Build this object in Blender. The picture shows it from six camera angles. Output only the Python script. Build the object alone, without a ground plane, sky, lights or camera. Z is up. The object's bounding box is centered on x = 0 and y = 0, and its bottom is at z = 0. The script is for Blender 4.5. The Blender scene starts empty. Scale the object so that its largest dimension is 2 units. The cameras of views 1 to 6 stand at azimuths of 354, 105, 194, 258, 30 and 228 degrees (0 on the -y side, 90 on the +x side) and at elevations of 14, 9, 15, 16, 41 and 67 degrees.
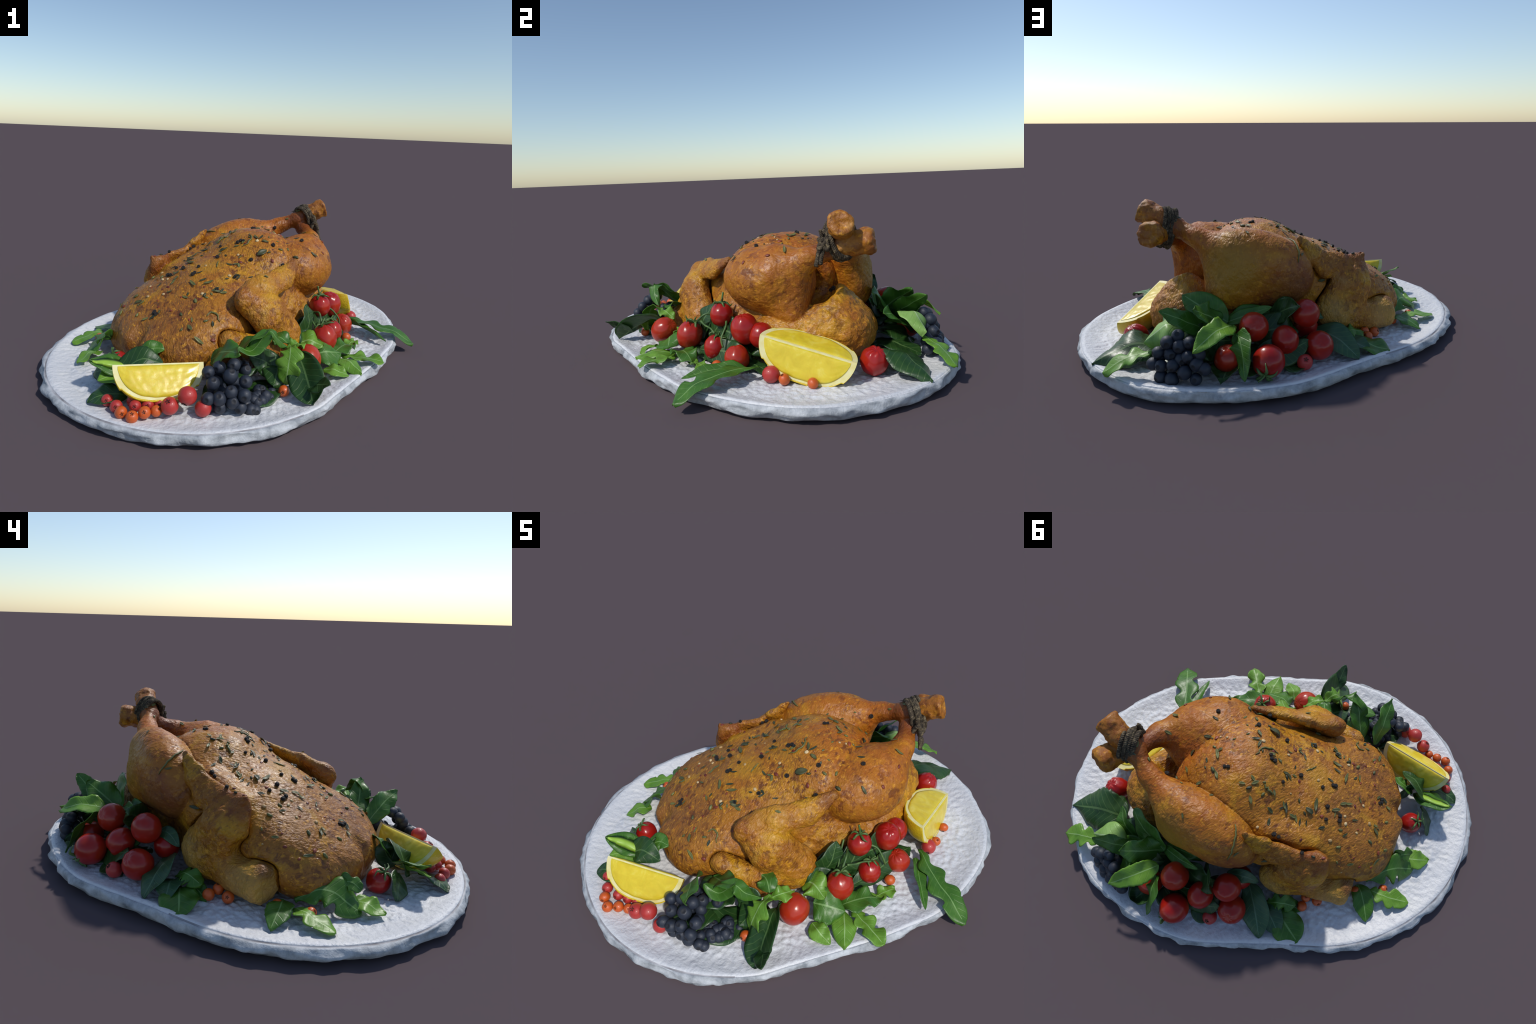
import bpy, math, random
import numpy as np
from mathutils import Vector, Matrix, noise, kdtree

rng = random.Random(7)
nrng = np.random.default_rng(11)
COL = bpy.context.scene.collection

# ------------------------------------------------------------------ helpers
def link(ob, parent=None):
    COL.objects.link(ob)
    if parent is not None:
        ob.parent = parent
    return ob

def mesh_obj(name, verts, faces, mats=(), parent=None, smooth=True, mat_index=None):
    me = bpy.data.meshes.new(name)
    me.from_pydata([tuple(map(float, v)) for v in verts], [], [tuple(map(int, f)) for f in faces])
    for m in mats:
        me.materials.append(m)
    if mat_index is not None:
        me.polygons.foreach_set("material_index", np.asarray(mat_index, dtype=np.int32))
    if smooth:
        me.polygons.foreach_set("use_smooth", [True] * len(me.polygons))
    me.update()
    return link(bpy.data.objects.new(name, me), parent)

def top(ob, label, category):
    ob["label"] = label
    ob["category"] = category
    return ob

def spline(pts, n):
    """Catmull-Rom through the points, n samples."""
    P = np.array(pts, float)
    if len(P) == 2:
        t = np.linspace(0, 1, n)[:, None]
        return P[0] * (1 - t) + P[1] * t
    P = np.vstack([2 * P[0] - P[1], P, 2 * P[-1] - P[-2]])
    m = len(P) - 3
    out = []
    for u in np.linspace(0, m, n):
        i = min(int(u), m - 1)
        t = u - i
        a, b, c, d = P[i:i + 4]
        out.append(0.5 * (2 * b + (c - a) * t + (2 * a - 5 * b + 4 * c - d) * t * t + (3 * b - a - 3 * c + d) * t ** 3))
    return np.array(out)

def unit(v):
    v = np.asarray(v, float)
    return v / max(np.linalg.norm(v), 1e-9)

def tube_data(path, radius, seg=8):
    """Swept tube; radius may be a number or a per-point list."""
    path = np.asarray(path, float)
    n = len(path)
    R = np.full(n, radius, float) if np.isscalar(radius) else np.interp(np.linspace(0, 1, n), np.linspace(0, 1, len(radius)), radius)
    T = np.gradient(path, axis=0)
    N = None
    V, F = [], []
    for i in range(n):
        t = unit(T[i])
        if N is None:
            N = unit(np.cross(t, [0.3, 0.2, 0.9]))
        N = unit(N - t * (N @ t))
        B = np.cross(t, N)
        for k in range(seg):
            a = 2 * math.pi * k / seg
            V.append(path[i] + R[i] * (math.cos(a) * N + math.sin(a) * B))
    for i in range(n - 1):
        for k in range(seg):
            k2 = (k + 1) % seg
            F.append((i * seg + k, i * seg + k2, (i + 1) * seg + k2, (i + 1) * seg + k))
    F.append(tuple(range(seg))[::-1])
    F.append(tuple(range((n - 1) * seg, n * seg)))
    return V, F

def join_data(parts):
    V, F = [], []
    for v, f in parts:
        o = len(V)
        V += list(v)
        F += [tuple(i + o for i in q) for q in f]
    return V, F

def sphere_data(seg=20, rings=14):
    V, F = [(0, 0, 1)], []
    for i in range(1, rings):
        p = math.pi * i / rings
        for k in range(seg):
            a = 2 * math.pi * k / seg
            V.append((math.sin(p) * math.cos(a), math.sin(p) * math.sin(a), math.cos(p)))
    V.append((0, 0, -1))
    for k in range(seg):
        F.append((0, 1 + k, 1 + (k + 1) % seg))
    for i in range(rings - 2):
        for k in range(seg):
            a = 1 + i * seg + k
            b = 1 + i * seg + (k + 1) % seg
            F.append((a, a + seg, b + seg, b))
    o = 1 + (rings - 2) * seg
    for k in range(seg):
        F.append((o + k, len(V) - 1, o + (k + 1) % seg))
    return np.array(V), F

def align(z, x=None):
    """Rotation whose local z points along z."""
    z = unit(z)
    x = np.array([1, 0, 0.1]) if x is None else np.asarray(x, float)
    x = unit(x - z * (x @ z))
    y = np.cross(z, x)
    return Matrix((x, y, z)).transposed()

def place(ob, loc, rot=None, scale=1.0):
    M = (rot or Matrix.Identity(3)).to_4x4()
    S = Matrix.Diagonal((*((scale,) * 3 if np.isscalar(scale) else scale), 1))
    ob.matrix_world = Matrix.Translation(Vector([float(c) for c in loc])) @ M @ S
    return ob

# ------------------------------------------------------------------ materials
class Mat:
    def __init__(self, name, rough=0.5, spec=0.5, coat=0.0, sss=0.0, coat_rough=0.15):
        self.m = bpy.data.materials.new(name)
        self.m.use_nodes = True
        self.t = self.m.node_tree
        self.b = self.t.nodes["Principled BSDF"]
        self.b.inputs["Roughness"].default_value = rough
        self.b.inputs["Specular IOR Level"].default_value = spec
        self.b.inputs["Coat Weight"].default_value = coat
        self.b.inputs["Coat Roughness"].default_value = coat_rough
        self.b.inputs["Subsurface Weight"].default_value = sss
        self.b.inputs["Subsurface Scale"].default_value = 0.02
        self.tc = self.t.nodes.new("ShaderNodeTexCoord")
        self.obj = self.tc.outputs["Object"]

    def node(self, kind, **kw):
        n = self.t.nodes.new("ShaderNode" + kind)
        for k, v in kw.items():
            setattr(n, k, v)
        return n

    def lk(self, a, b):
        self.t.links.new(a, b)

    def mapping(self, scale=(1, 1, 1), loc=(0, 0, 0), rot=(0, 0, 0), src=None):
        n = self.node("Mapping")
        n.inputs["Scale"].default_value = scale
        n.inputs["Location"].default_value = loc
        n.inputs["Rotation"].default_value = rot
        self.lk(src or self.obj, n.inputs["Vector"])
        return n.outputs[0]

    def noise(self, scale, detail=4, rough=0.55, dist=0.0, vec=None):
        n = self.node("TexNoise")
        n.inputs["Scale"].default_value = scale
        n.inputs["Detail"].default_value = detail
        n.inputs["Roughness"].default_value = rough
        n.inputs["Distortion"].default_value = dist
        self.lk(vec or self.obj, n.inputs["Vector"])
        return n.outputs["Fac"]

    def voronoi(self, scale, vec=None, feature="F1", rand=1.0):
        n = self.node("TexVoronoi", feature=feature)
        n.inputs["Scale"].default_value = scale
        n.inputs["Randomness"].default_value = rand
        self.lk(vec or self.obj, n.inputs["Vector"])
        return n.outputs["Distance"]

    def ramp(self, fac, stops):
        n = self.node("ValToRGB")
        e = n.color_ramp.elements
        while len(e) < len(stops):
            e.new(0.5)
        for el, (p, c) in zip(e, stops):
            el.position = p
            el.color = (*c, 1) if len(c) == 3 else c
        self.lk(fac, n.inputs[0])
        return n.outputs[0]

    def step(self, fac, lo, hi):
        n = self.node("MapRange", interpolation_type="SMOOTHSTEP")
        n.inputs["From Min"].default_value = lo
        n.inputs["From Max"].default_value = hi
        self.lk(fac, n.inputs["Value"])
        return n.outputs[0]

    def mix(self, fac, a, b, blend="MIX"):
        n = self.node("Mix", data_type="RGBA", blend_type=blend)
        if isinstance(fac, (int, float)):
            n.inputs[0].default_value = fac
        else:
            self.lk(fac, n.inputs[0])
        for v, i in ((a, 6), (b, 7)):
            if isinstance(v, tuple):
                n.inputs[i].default_value = (*v, 1)
            else:
                self.lk(v, n.inputs[i])
        return n.outputs[2]

    def math(self, op, a, b=None):
        n = self.node("Math", operation=op)
        for v, i in ((a, 0), (b, 1)):
            if v is None:
                continue
            if isinstance(v, (int, float)):
                n.inputs[i].default_value = v
            else:
                self.lk(v, n.inputs[i])
        return n.outputs[0]

    def blob(self, centre, radius, soft=0.5):
        """1 inside a ball round centre, 0 outside, soft edge."""
        n = self.node("VectorMath", operation="DISTANCE")
        self.lk(self.obj, n.inputs[0])
        n.inputs[1].default_value = centre
        s = self.node("MapRange", interpolation_type="SMOOTHSTEP")
        s.inputs["From Min"].default_value = radius
        s.inputs["From Max"].default_value = radius * soft
        self.lk(n.outputs["Value"], s.inputs["Value"])
        return s.outputs[0]

    def random(self):
        return self.node("ObjectInfo").outputs["Random"]

    def color(self, c):
        if isinstance(c, tuple):
            self.b.inputs["Base Color"].default_value = (*c, 1)
        else:
            self.lk(c, self.b.inputs["Base Color"])
        return self

    def rough(self, r):
        self.lk(r, self.b.inputs["Roughness"])
        return self

    def bump(self, h, strength=0.4, dist=0.01, prev=None):
        n = self.node("Bump")
        n.inputs["Strength"].default_value = strength
        n.inputs["Distance"].default_value = dist
        self.lk(h, n.inputs["Height"])
        if prev is not None:
            self.lk(prev, n.inputs["Normal"])
        self.lk(n.outputs[0], self.b.inputs["Normal"])
        return n.outputs[0]

    def translucent(self, col, amount):
        tr = self.node("BsdfTranslucent")
        if isinstance(col, tuple):
            tr.inputs[0].default_value = (*col, 1)
        else:
            self.lk(col, tr.inputs[0])
        mx = self.node("MixShader")
        mx.inputs[0].default_value = amount
        out = self.t.nodes["Material Output"]
        self.lk(self.b.outputs[0], mx.inputs[1])
        self.lk(tr.outputs[0], mx.inputs[2])
        self.lk(mx.outputs[0], out.inputs[0])

# chicken frame: s runs from breast to tail, t to the bird's left, z up
AX = np.array([0.727, 0.687, 0.0])
BX = np.array([-0.687, 0.727, 0.0])
def W(s, t, z):
    return AX * s + BX * t + np.array([0, 0, z])

ALONG = (0.0, 0.0, math.atan2(AX[1], AX[0]))
def skin_material(name, yellow=0.35, red=0.5, pale=0.0, dark=1.0):
    m = Mat(name, rough=0.42, spec=0.38, coat=0.06, sss=0.02, coat_rough=0.25)
    rows = m.mapping((1.35, 0.8, 1.0), rot=(0, 0, -ALONG[2]))        # mottles run across the bird
    big = m.noise(4.5, 3, 0.5, 0.4)
    base = m.ramp(big, [(0.30, (0.285, 0.098, 0.009)), (0.50, (0.385, 0.150, 0.010)), (0.70, (0.330, 0.108, 0.008))])
    yel = m.step(m.noise(5.5, 4, 0.6, 0.8, m.mapping(loc=(3.1, 1.7, 0.4))), 0.62 - 0.25 * yellow, 0.80 - 0.2 * yellow)
    col = m.mix(m.math("MULTIPLY", yel, 0.8), base, (0.520, 0.265, 0.008))
    redm = m.step(m.noise(7, 5, 0.65, 0.5, m.mapping(loc=(7.3, 0.2, 5.0))), 0.70 - 0.2 * red, 0.88 - 0.2 * red)
    col = m.mix(m.math("MULTIPLY", redm, 0.8), col, (0.235, 0.044, 0.007))
    # the neck end browned duller, the crown and leg end redder where the oven caught them
    wob = m.step(m.noise(6, 4, 0.6, 0.5, m.mapping(loc=(1, 4, 7))), 0.30, 0.62)
    col = m.mix(m.math("MULTIPLY", m.math("MULTIPLY", m.blob(tuple(W(-0.55, 0.05, 0.25)), 0.55, 0.3), wob), 0.65), col, (0.225, 0.092, 0.022))
    col = m.mix(m.math("MULTIPLY", m.math("MULTIPLY", m.blob(tuple(W(0.38, 0.06, 0.62)), 0.42, 0.2), wob), 0.75), col, (0.420, 0.100, 0.006))
    if pale:
        pm = m.step(m.noise(6, 4, 0.6, 0.3, m.mapping(loc=(1.3, 8.2, 2.0))), 0.60 - 0.3 * pale, 0.85 - 0.3 * pale)
        col = m.mix(m.math("MULTIPLY", pm, 0.6), col, (0.50, 0.30, 0.085))
    # oily smooth patches carry fewer mottles
    calm = m.step(m.noise(5.0, 2, 0.5, 0.6, m.mapping(loc=(5.5, 2.2, 9.0))), 0.36, 0.58)
    calm = m.math("ADD", 0.35, m.math("MULTIPLY", calm, 0.65))
    mott = m.noise(26, 4, 0.6, 0.6, rows)
    sp = m.math("MULTIPLY", m.step(mott, 0.49, 0.64), calm)
    col = m.mix(m.math("MULTIPLY", sp, 0.88 * dark), col, (0.120, 0.032, 0.006))
    m2 = m.noise(70, 4, 0.6, 0.2, m.mapping((1.2, 0.9, 1), (2, 9, 4), (0, 0, -ALONG[2])))
    col = m.mix(m.math("MULTIPLY", m.math("MULTIPLY", m.step(m2, 0.54, 0.66), calm), 0.45 * dark), col, (0.095, 0.026, 0.007))
    lt = m.step(m.noise(48, 3, 0.6, 0.2, m.mapping((1.2, 0.9, 1), (8, 3, 1), (0, 0, -ALONG[2]))), 0.56, 0.66)
    col = m.mix(m.math("MULTIPLY", lt, 0.55), col, (0.70, 0.32, 0.018))
    rare = m.step(m.noise(13, 5, 0.7, 0.8, m.mapping(loc=(4, 6, 2))), 0.66, 0.74)
    col = m.mix(m.math("MULTIPLY", rare, 0.75 * dark), col, (0.070, 0.018, 0.006))
    m.mott = mott; m.rows = rows
    m.rough(m.ramp(m.noise(11, 4, 0.6, 0.3, m.mapping(loc=(3, 3, 8))), [(0.3, (0.32,) * 3), (0.65, (0.58,) * 3)]))
    return m, col

def chicken_bump(m, strength=0.5):
    ridg = m.noise(78, 2, 0.5, 0.3, m.mapping((1.7, 0.75, 1.0), rot=(0, 0, -ALONG[2])))
    h = m.math("ADD", m.math("MULTIPLY", m.mott, -0.9), m.math("MULTIPLY", ridg, 1.1))
    m.bump(h, strength, 0.010)

m_, c_ = skin_material("roast_skin", 0.40, 0.5)
for ctr, rad_ in (((-0.22, 0.36, 0.36), 0.17), ((-0.10, -0.27, 0.40), 0.15), ((-0.02, 0.05, 0.53), 0.12), ((-0.20, 0.03, 0.46), 0.10)):
    oil = m_.step(m_.noise(8, 3, 0.6, 0.4, m_.mapping(loc=(6, 1, 2))), 0.34, 0.60)      # yellow fat and oil gathers here
    c_ = m_.mix(m_.math("MULTIPLY", m_.math("MULTIPLY", m_.blob(tuple(W(*ctr)), rad_, 0.2), oil), 0.65), c_, (0.47, 0.235, 0.010))
chicken_bump(m_, 0.5); m_.color(c_); SKIN = m_.m
m_, c_ = skin_material("roast_leg_skin", 0.40, 0.75)
wob = m_.step(m_.noise(5, 4, 0.6, 0.5, m_.mapping(loc=(2, 8, 1))), 0.25, 0.65)
c_ = m_.mix(m_.math("MULTIPLY", wob, 0.40), c_, (0.360, 0.092, 0.007))
# the bird's left thigh is pale and yellow along its flank, with a purplish bruise further forward
c_ = m_.mix(m_.math("MULTIPLY", m_.blob(tuple(W(0.44, 0.36, 0.47)), 0.22, 0.2), 0.7), c_, (0.33, 0.185, 0.012))
c_ = m_.mix(m_.math("MULTIPLY", m_.blob(tuple(W(0.16, 0.44, 0.33)), 0.22, 0.3), 0.6), c_, (0.13, 0.050, 0.024))
c_ = m_.mix(m_.math("MULTIPLY", m_.blob(tuple(W(0.585, 0.05, 0.61)), 0.16, 0.35), 0.75), c_, (0.135, 0.026, 0.007))
chicken_bump(m_, 0.4); m_.color(c_); LEGSKIN = m_.m
m_, c_ = skin_material("roast_wing_skin", 0.8, 0.45, 0.2, 0.8)
c_ = m_.mix(m_.math("MULTIPLY", m_.blob(tuple(W(-0.36, 0.47, 0.10)), 0.17, 0.45), 0.6), c_, (0.46, 0.28, 0.085))
c_ = m_.mix(m_.math("MULTIPLY", m_.blob(tuple(W(-0.02, 0.48, 0.16)), 0.17, 0.3), 0.6), c_, (0.40, 0.255, 0.065))
c_ = m_.mix(m_.math("MULTIPLY", m_.blob(tuple(W(-0.25, 0.40, 0.45)), 0.15, 0.3), 0.75), c_, (0.19, 0.042, 0.009))
c_ = m_.mix(m_.math("MULTIPLY", m_.blob(tuple(W(-0.42, 0.47, 0.215)), 0.065, 0.4), 0.7), c_, (0.11, 0.03, 0.012))
c_ = m_.mix(m_.math("MULTIPLY", m_.blob(tuple(W(-0.26, -0.27, 0.43)), 0.12, 0.3), 0.5), c_, (0.22, 0.05, 0.010))
c_ = m_.mix(m_.math("MULTIPLY", m_.blob(tuple(W(0.11, -0.28, 0.49)), 0.08, 0.3), 0.6), c_, (0.15, 0.04, 0.012))
chicken_bump(m_, 0.7); m_.color(c_); WINGSKIN = m_.m
m_, c_ = skin_material("roast_tail_skin", 0.6, 0.45, 0.25, 0.7)
chicken_bump(m_, 0.6); m_.color(c_); TAILSKIN = m_.m
m_, c_ = skin_material("shank_end", 0.5, 0.6, 0.25, 1.0)
c_ = m_.mix(m_.math("MULTIPLY", m_.step(m_.noise(14, 4, 0.6, 0.4), 0.40, 0.62), 0.55), c_, (0.22, 0.060, 0.012))
m_.bump(m_.noise(40, 5, 0.7), 0.6, 0.01); m_.color(c_); BONE = m_.m

# ------------------------------------------------------------------ implicit bird
def smin(a, b, k):
    h = np.maximum(k - np.abs(a - b), 0) / k
    return np.minimum(a, b) - h * h * k * 0.25

def smax(a, b, k):
    return -smin(-a, -b, k)

def ellipsoid(P, c, r, pitch=0.0, yaw=0.0, roll=0.0):
    """c centre, r semi-axes (along, across, normal); pitch lifts the +s end, yaw swings it to +t."""
    cy, sy, cp, sp, cr, sr = math.cos(yaw), math.sin(yaw), math.cos(pitch), math.sin(pitch), math.cos(roll), math.sin(roll)
    e1 = np.array([cp * cy, cp * sy, sp])
    e2 = np.array([-sy, cy, 0.0])
    e3 = np.cross(e1, e2)
    e2, e3 = cr * e2 + sr * e3, -sr * e2 + cr * e3
    d = [P[i] - np.float32(c[i]) for i in range(3)]
    k0 = 0; k1 = 0
    for e, q in ((e1, r[0]), (e2, r[1]), (e3, r[2])):
        x = (d[0] * np.float32(e[0]) + d[1] * np.float32(e[1]) + d[2] * np.float32(e[2])) / np.float32(q)
        k0 = k0 + x * x
        k1 = k1 + (x / np.float32(q)) ** 2
    k0 = np.sqrt(k0); k1 = np.sqrt(k1)
    return k0 * (k0 - 1) / np.maximum(k1, 1e-5)

def capsule(P, a, b, ra, rb, flat=None):
    """Tapered capsule; flat=(direction, factor) squeezes it along a direction."""
    a = np.array(a, float); b = np.array(b, float)
    ab = b - a
    d = [P[i] - np.float32(a[i]) for i in range(3)]
    h = np.clip((d[0] * ab[0] + d[1] * ab[1] + d[2] * ab[2]) / (ab @ ab), 0, 1).astype(np.float32)
    q = [d[i] - h * np.float32(ab[i]) for i in range(3)]
    r = ra + (rb - ra) * h
    if flat is not None:
        n = unit(flat[0]); f = flat[1]
        dn = q[0] * n[0] + q[1] * n[1] + q[2] * n[2]
        q = [q[i] + dn * np.float32(n[i] * (f - 1)) for i in range(3)]
        return (np.sqrt(q[0] ** 2 + q[1] ** 2 + q[2] ** 2) - r) / (1 + 0.5 * (f - 1))
    return np.sqrt(q[0] ** 2 + q[1] ** 2 + q[2] ** 2) - r

def chain(P, pts, k=0.03, flat=None):
    f = None
    for (a, ra), (b, rb) in zip(pts, pts[1:]):
        g = capsule(P, a, b, ra, rb, flat)
        f = g if f is None else smin(f, g, k)
    return f

def bird_parts(P):
    rad = math.radians
    # breast: an inclined egg with a broad crown, two lobes at the neck end, a back that lies on the plate
    br = ellipsoid(P, (-0.100, 0.066, 0.267), (0.583, 0.372, 0.233), pitch=rad(20.5), yaw=rad(3.3))
    br = smin(br, ellipsoid(P, (0.150, 0.045, 0.429), (0.231, 0.302, 0.193), pitch=rad(13.5), yaw=rad(-1.8), roll=rad(-2.4)), 0.08)
    br = smin(br, ellipsoid(P, (-0.364, -0.105, 0.203), (0.292, 0.214, 0.151), pitch=rad(21.2), yaw=rad(3.7), roll=rad(-1.9)), 0.05)
    br = smin(br, ellipsoid(P, (-0.355, 0.230, 0.212), (0.309, 0.212, 0.157), pitch=rad(25.6), yaw=rad(-2.7)), 0.05)
    br = smin(br, capsule(P, (-0.20, 0.325, 0.375), (0.0, 0.310, 0.455), 0.06, 0.06), 0.04)
    back = ellipsoid(P, (-0.041, 0.064, 0.150), (0.630, 0.311, 0.117), pitch=rad(-2.2))
    br = smin(br, back, 0.10)
    groove = capsule(P, (-0.78, 0.045, 0.05), (-0.63, 0.045, 0.24), 0.06, 0.02)
    br = smax(br, -groove, 0.05)
    cavity = ellipsoid(P, (0.478, 0.020, 0.400), (0.119, 0.080, 0.102), pitch=rad(-20))
    br = smax(br, -cavity, 0.04)
    # tail lump: a flattened flap with ridges
    tail = ellipsoid(P, (0.582, 0.081, 0.208), (0.168, 0.171, 0.142), pitch=rad(-24.6), yaw=rad(-1.1), roll=rad(2.9))
    tail = smin(tail, ellipsoid(P, (0.553, 0.077, 0.334), (0.054, 0.067, 0.072)), 0.10)
    hip = ellipsoid(P, (0.320, 0.035, 0.185), (0.330, 0.335, 0.145), roll=rad(1.1))
    tail = smin(tail, hip, 0.08)
    tail = smin(tail, ellipsoid(P, (0.12, -0.215, 0.20), (0.18, 0.13, 0.15)), 0.06)          # flank behind the wing
    tail = smax(tail, -cavity, 0.05)
    # legs: plump thigh and a drumstick tapering to the tied ankle
    legl = ellipsoid(P, (0.256, 0.321, 0.440), (0.260, 0.143, 0.180), pitch=rad(22.5), yaw=rad(-21.5), roll=rad(-6.3))
    legl = smin(legl, ellipsoid(P, (0.366, 0.292, 0.372), (0.142, 0.118, 0.135), yaw=rad(1.5)), 0.06)
    dl = chain(P, [((0.414, 0.255, 0.534), 0.080), ((0.533, 0.166, 0.595), 0.042), ((0.612, 0.075, 0.638), 0.044), ((0.66, 0.045, 0.68), 0.046)], 0.05)
    legl = smin(legl, dl, 0.07)
    legl = smin(legl, chain(P, [((0.472, 0.216, 0.522), 0.046), ((0.470, 0.280, 0.320), 0.055)], 0.03), 0.06)      # skin from drumstick to tail
    legr = ellipsoid(P, (0.302, -0.151, 0.426), (0.226, 0.198, 0.163), pitch=rad(3.8), yaw=rad(13.3), roll=rad(-1.7))
    legr = smin(legr, ellipsoid(P, (0.400, -0.100, 0.395), (0.118, 0.150, 0.172)), 0.06)
    dr = chain(P, [((0.433, -0.134, 0.495), 0.088), ((0.540, -0.070, 0.540), 0.046), ((0.626, 0.050, 0.596), 0.042), ((0.67, 0.065, 0.605), 0.046)], 0.05)
    legr = smin(legr, dr, 0.07)
    legr = smin(legr, chain(P, [((0.500, -0.095, 0.460), 0.050), ((0.485, -0.115, 0.285), 0.072)], 0.03), 0.06)
    # shank ends: knobs cut off flat
    ka = chain(P, [((0.63, 0.065, 0.662), 0.046), ((0.730, -0.015, 0.708), 0.060)], 0.02)
    na = unit(np.array([0.12, -0.09, 0.07]))
    ca = sum((P[i] - np.float32((0.740, -0.020, 0.712)[i])) * np.float32(na[i]) for i in range(3))
    ka = smax(ka, ca, 0.012)
    kb = chain(P, [((0.645, 0.04, 0.60), 0.046), ((0.735, 0.125, 0.622), 0.062)], 0.02)
    nb = unit(np.array([0.10, 0.10, 0.02]))
    cb = sum((P[i] - np.float32((0.757, 0.149, 0.627)[i])) * np.float32(nb[i]) for i in range(3))
    kb = smax(kb, cb, 0.012)
    # wings: upper arm along the plate, broad forearm folded back up, flat tip pointing at the thigh
    wl = chain(P, [((-0.390, 0.462, 0.138), 0.086), ((-0.25, 0.442, 0.140), 0.074), ((-0.10, 0.425, 0.180), 0.09)], 0.04)
    wl = smin(wl, chain(P, [((-0.110, 0.452, 0.205), 0.126), ((-0.190, 0.444, 0.325), 0.103), ((-0.232, 0.408, 0.410), 0.062)], 0.04, ((0.05, 1.0, 0.25), 1.6)), 0.03)
    wl = smin(wl, chain(P, [((-0.145, 0.422, 0.425), 0.063), ((-0.06, 0.404, 0.428), 0.063), ((0.013, 0.391, 0.495), 0.048), ((0.079, 0.375, 0.573), 0.015)], 0.02, ((0.0, 0.9, 0.43), 2.2)), 0.010)
    wl = smin(wl, capsule(P, (-0.262, 0.410, 0.445), (-0.275, 0.416, 0.458), 0.024, 0.016), 0.015)
    wl = smax(wl, -capsule(P, (-0.075, 0.510, 0.365), (0.05, 0.430, 0.375), 0.022, 0.024), 0.010)
    wl = smax(wl, -ellipsoid(P, (-0.305, 0.465, 0.255), (0.045, 0.07, 0.048)), 0.02)
    sl = unit(np.array([-1.0, 0.25, 0.0]))
    cl = sum((P[i] - np.float32((-0.435, 0.46, 0.13)[i])) * np.float32(sl[i]) for i in range(3))
    wl = smax(wl, cl, 0.02)
    wr = chain(P, [((-0.395, -0.315, 0.220), 0.052), ((-0.226, -0.412, 0.160), 0.058), ((-0.08, -0.362, 0.171), 0.074)], 0.04)
    wr = smin(wr, chain(P, [((-0.068, -0.374, 0.178), 0.110), ((-0.168, -0.362, 0.304), 0.099), ((-0.252, -0.294, 0.378), 0.073)], 0.04, ((0.05, -1.0, 0.35), 1.5)), 0.025)
    wr = smin(wr, chain(P, [((-0.20, -0.290, 0.410), 0.062), ((-0.13, -0.300, 0.425), 0.064), ((0.0, -0.300, 0.443), 0.056), ((0.127, -0.278, 0.503), 0.018)], 0.012, ((0.0, -0.74, 0.67), 2.2)), 0.010)
    wr = smin(wr, capsule(P, (-0.145, -0.270, 0.440), (-0.135, -0.252, 0.455), 0.024, 0.012), 0.012)
    wr = smax(wr, -capsule(P, (-0.045, -0.420, 0.375), (0.06, -0.360, 0.385), 0.022, 0.024), 0.010)
    return [("breast", br), ("tail", tail), ("leg", legl), ("leg", legr), ("shank_end", ka), ("shank_end", kb), ("wing", wl), ("wing", wr)]

def bird_field(P, want_labels=False):
    parts = bird_parts(P)
    g = [q for _, q in parts]
    legs = np.minimum(g[2], g[3])
    wings = np.minimum(g[6], g[7])
    # folds: the skin dips where a limb lies against the body
    g[0] = smax(g[0], -(wings - 0.009), 0.010)
    g[0] = smax(g[0], -(legs - 0.007), 0.009)
    for i in (2, 3):
        g[i] = smax(g[i], -(wings - 0.008), 0.010)
    body = smin(g[0], g[1], 0.05)
    body = smin(body, legs, 0.014)
    body = smin(smin(body, g[4], 0.012), g[5], 0.012)
    f = smin(body, wings, 0.006)
    if want_labels:
        return f, np.argmin(np.stack([q for _, q in parts]), axis=0), [n for n, _ in parts]
    return f

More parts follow.
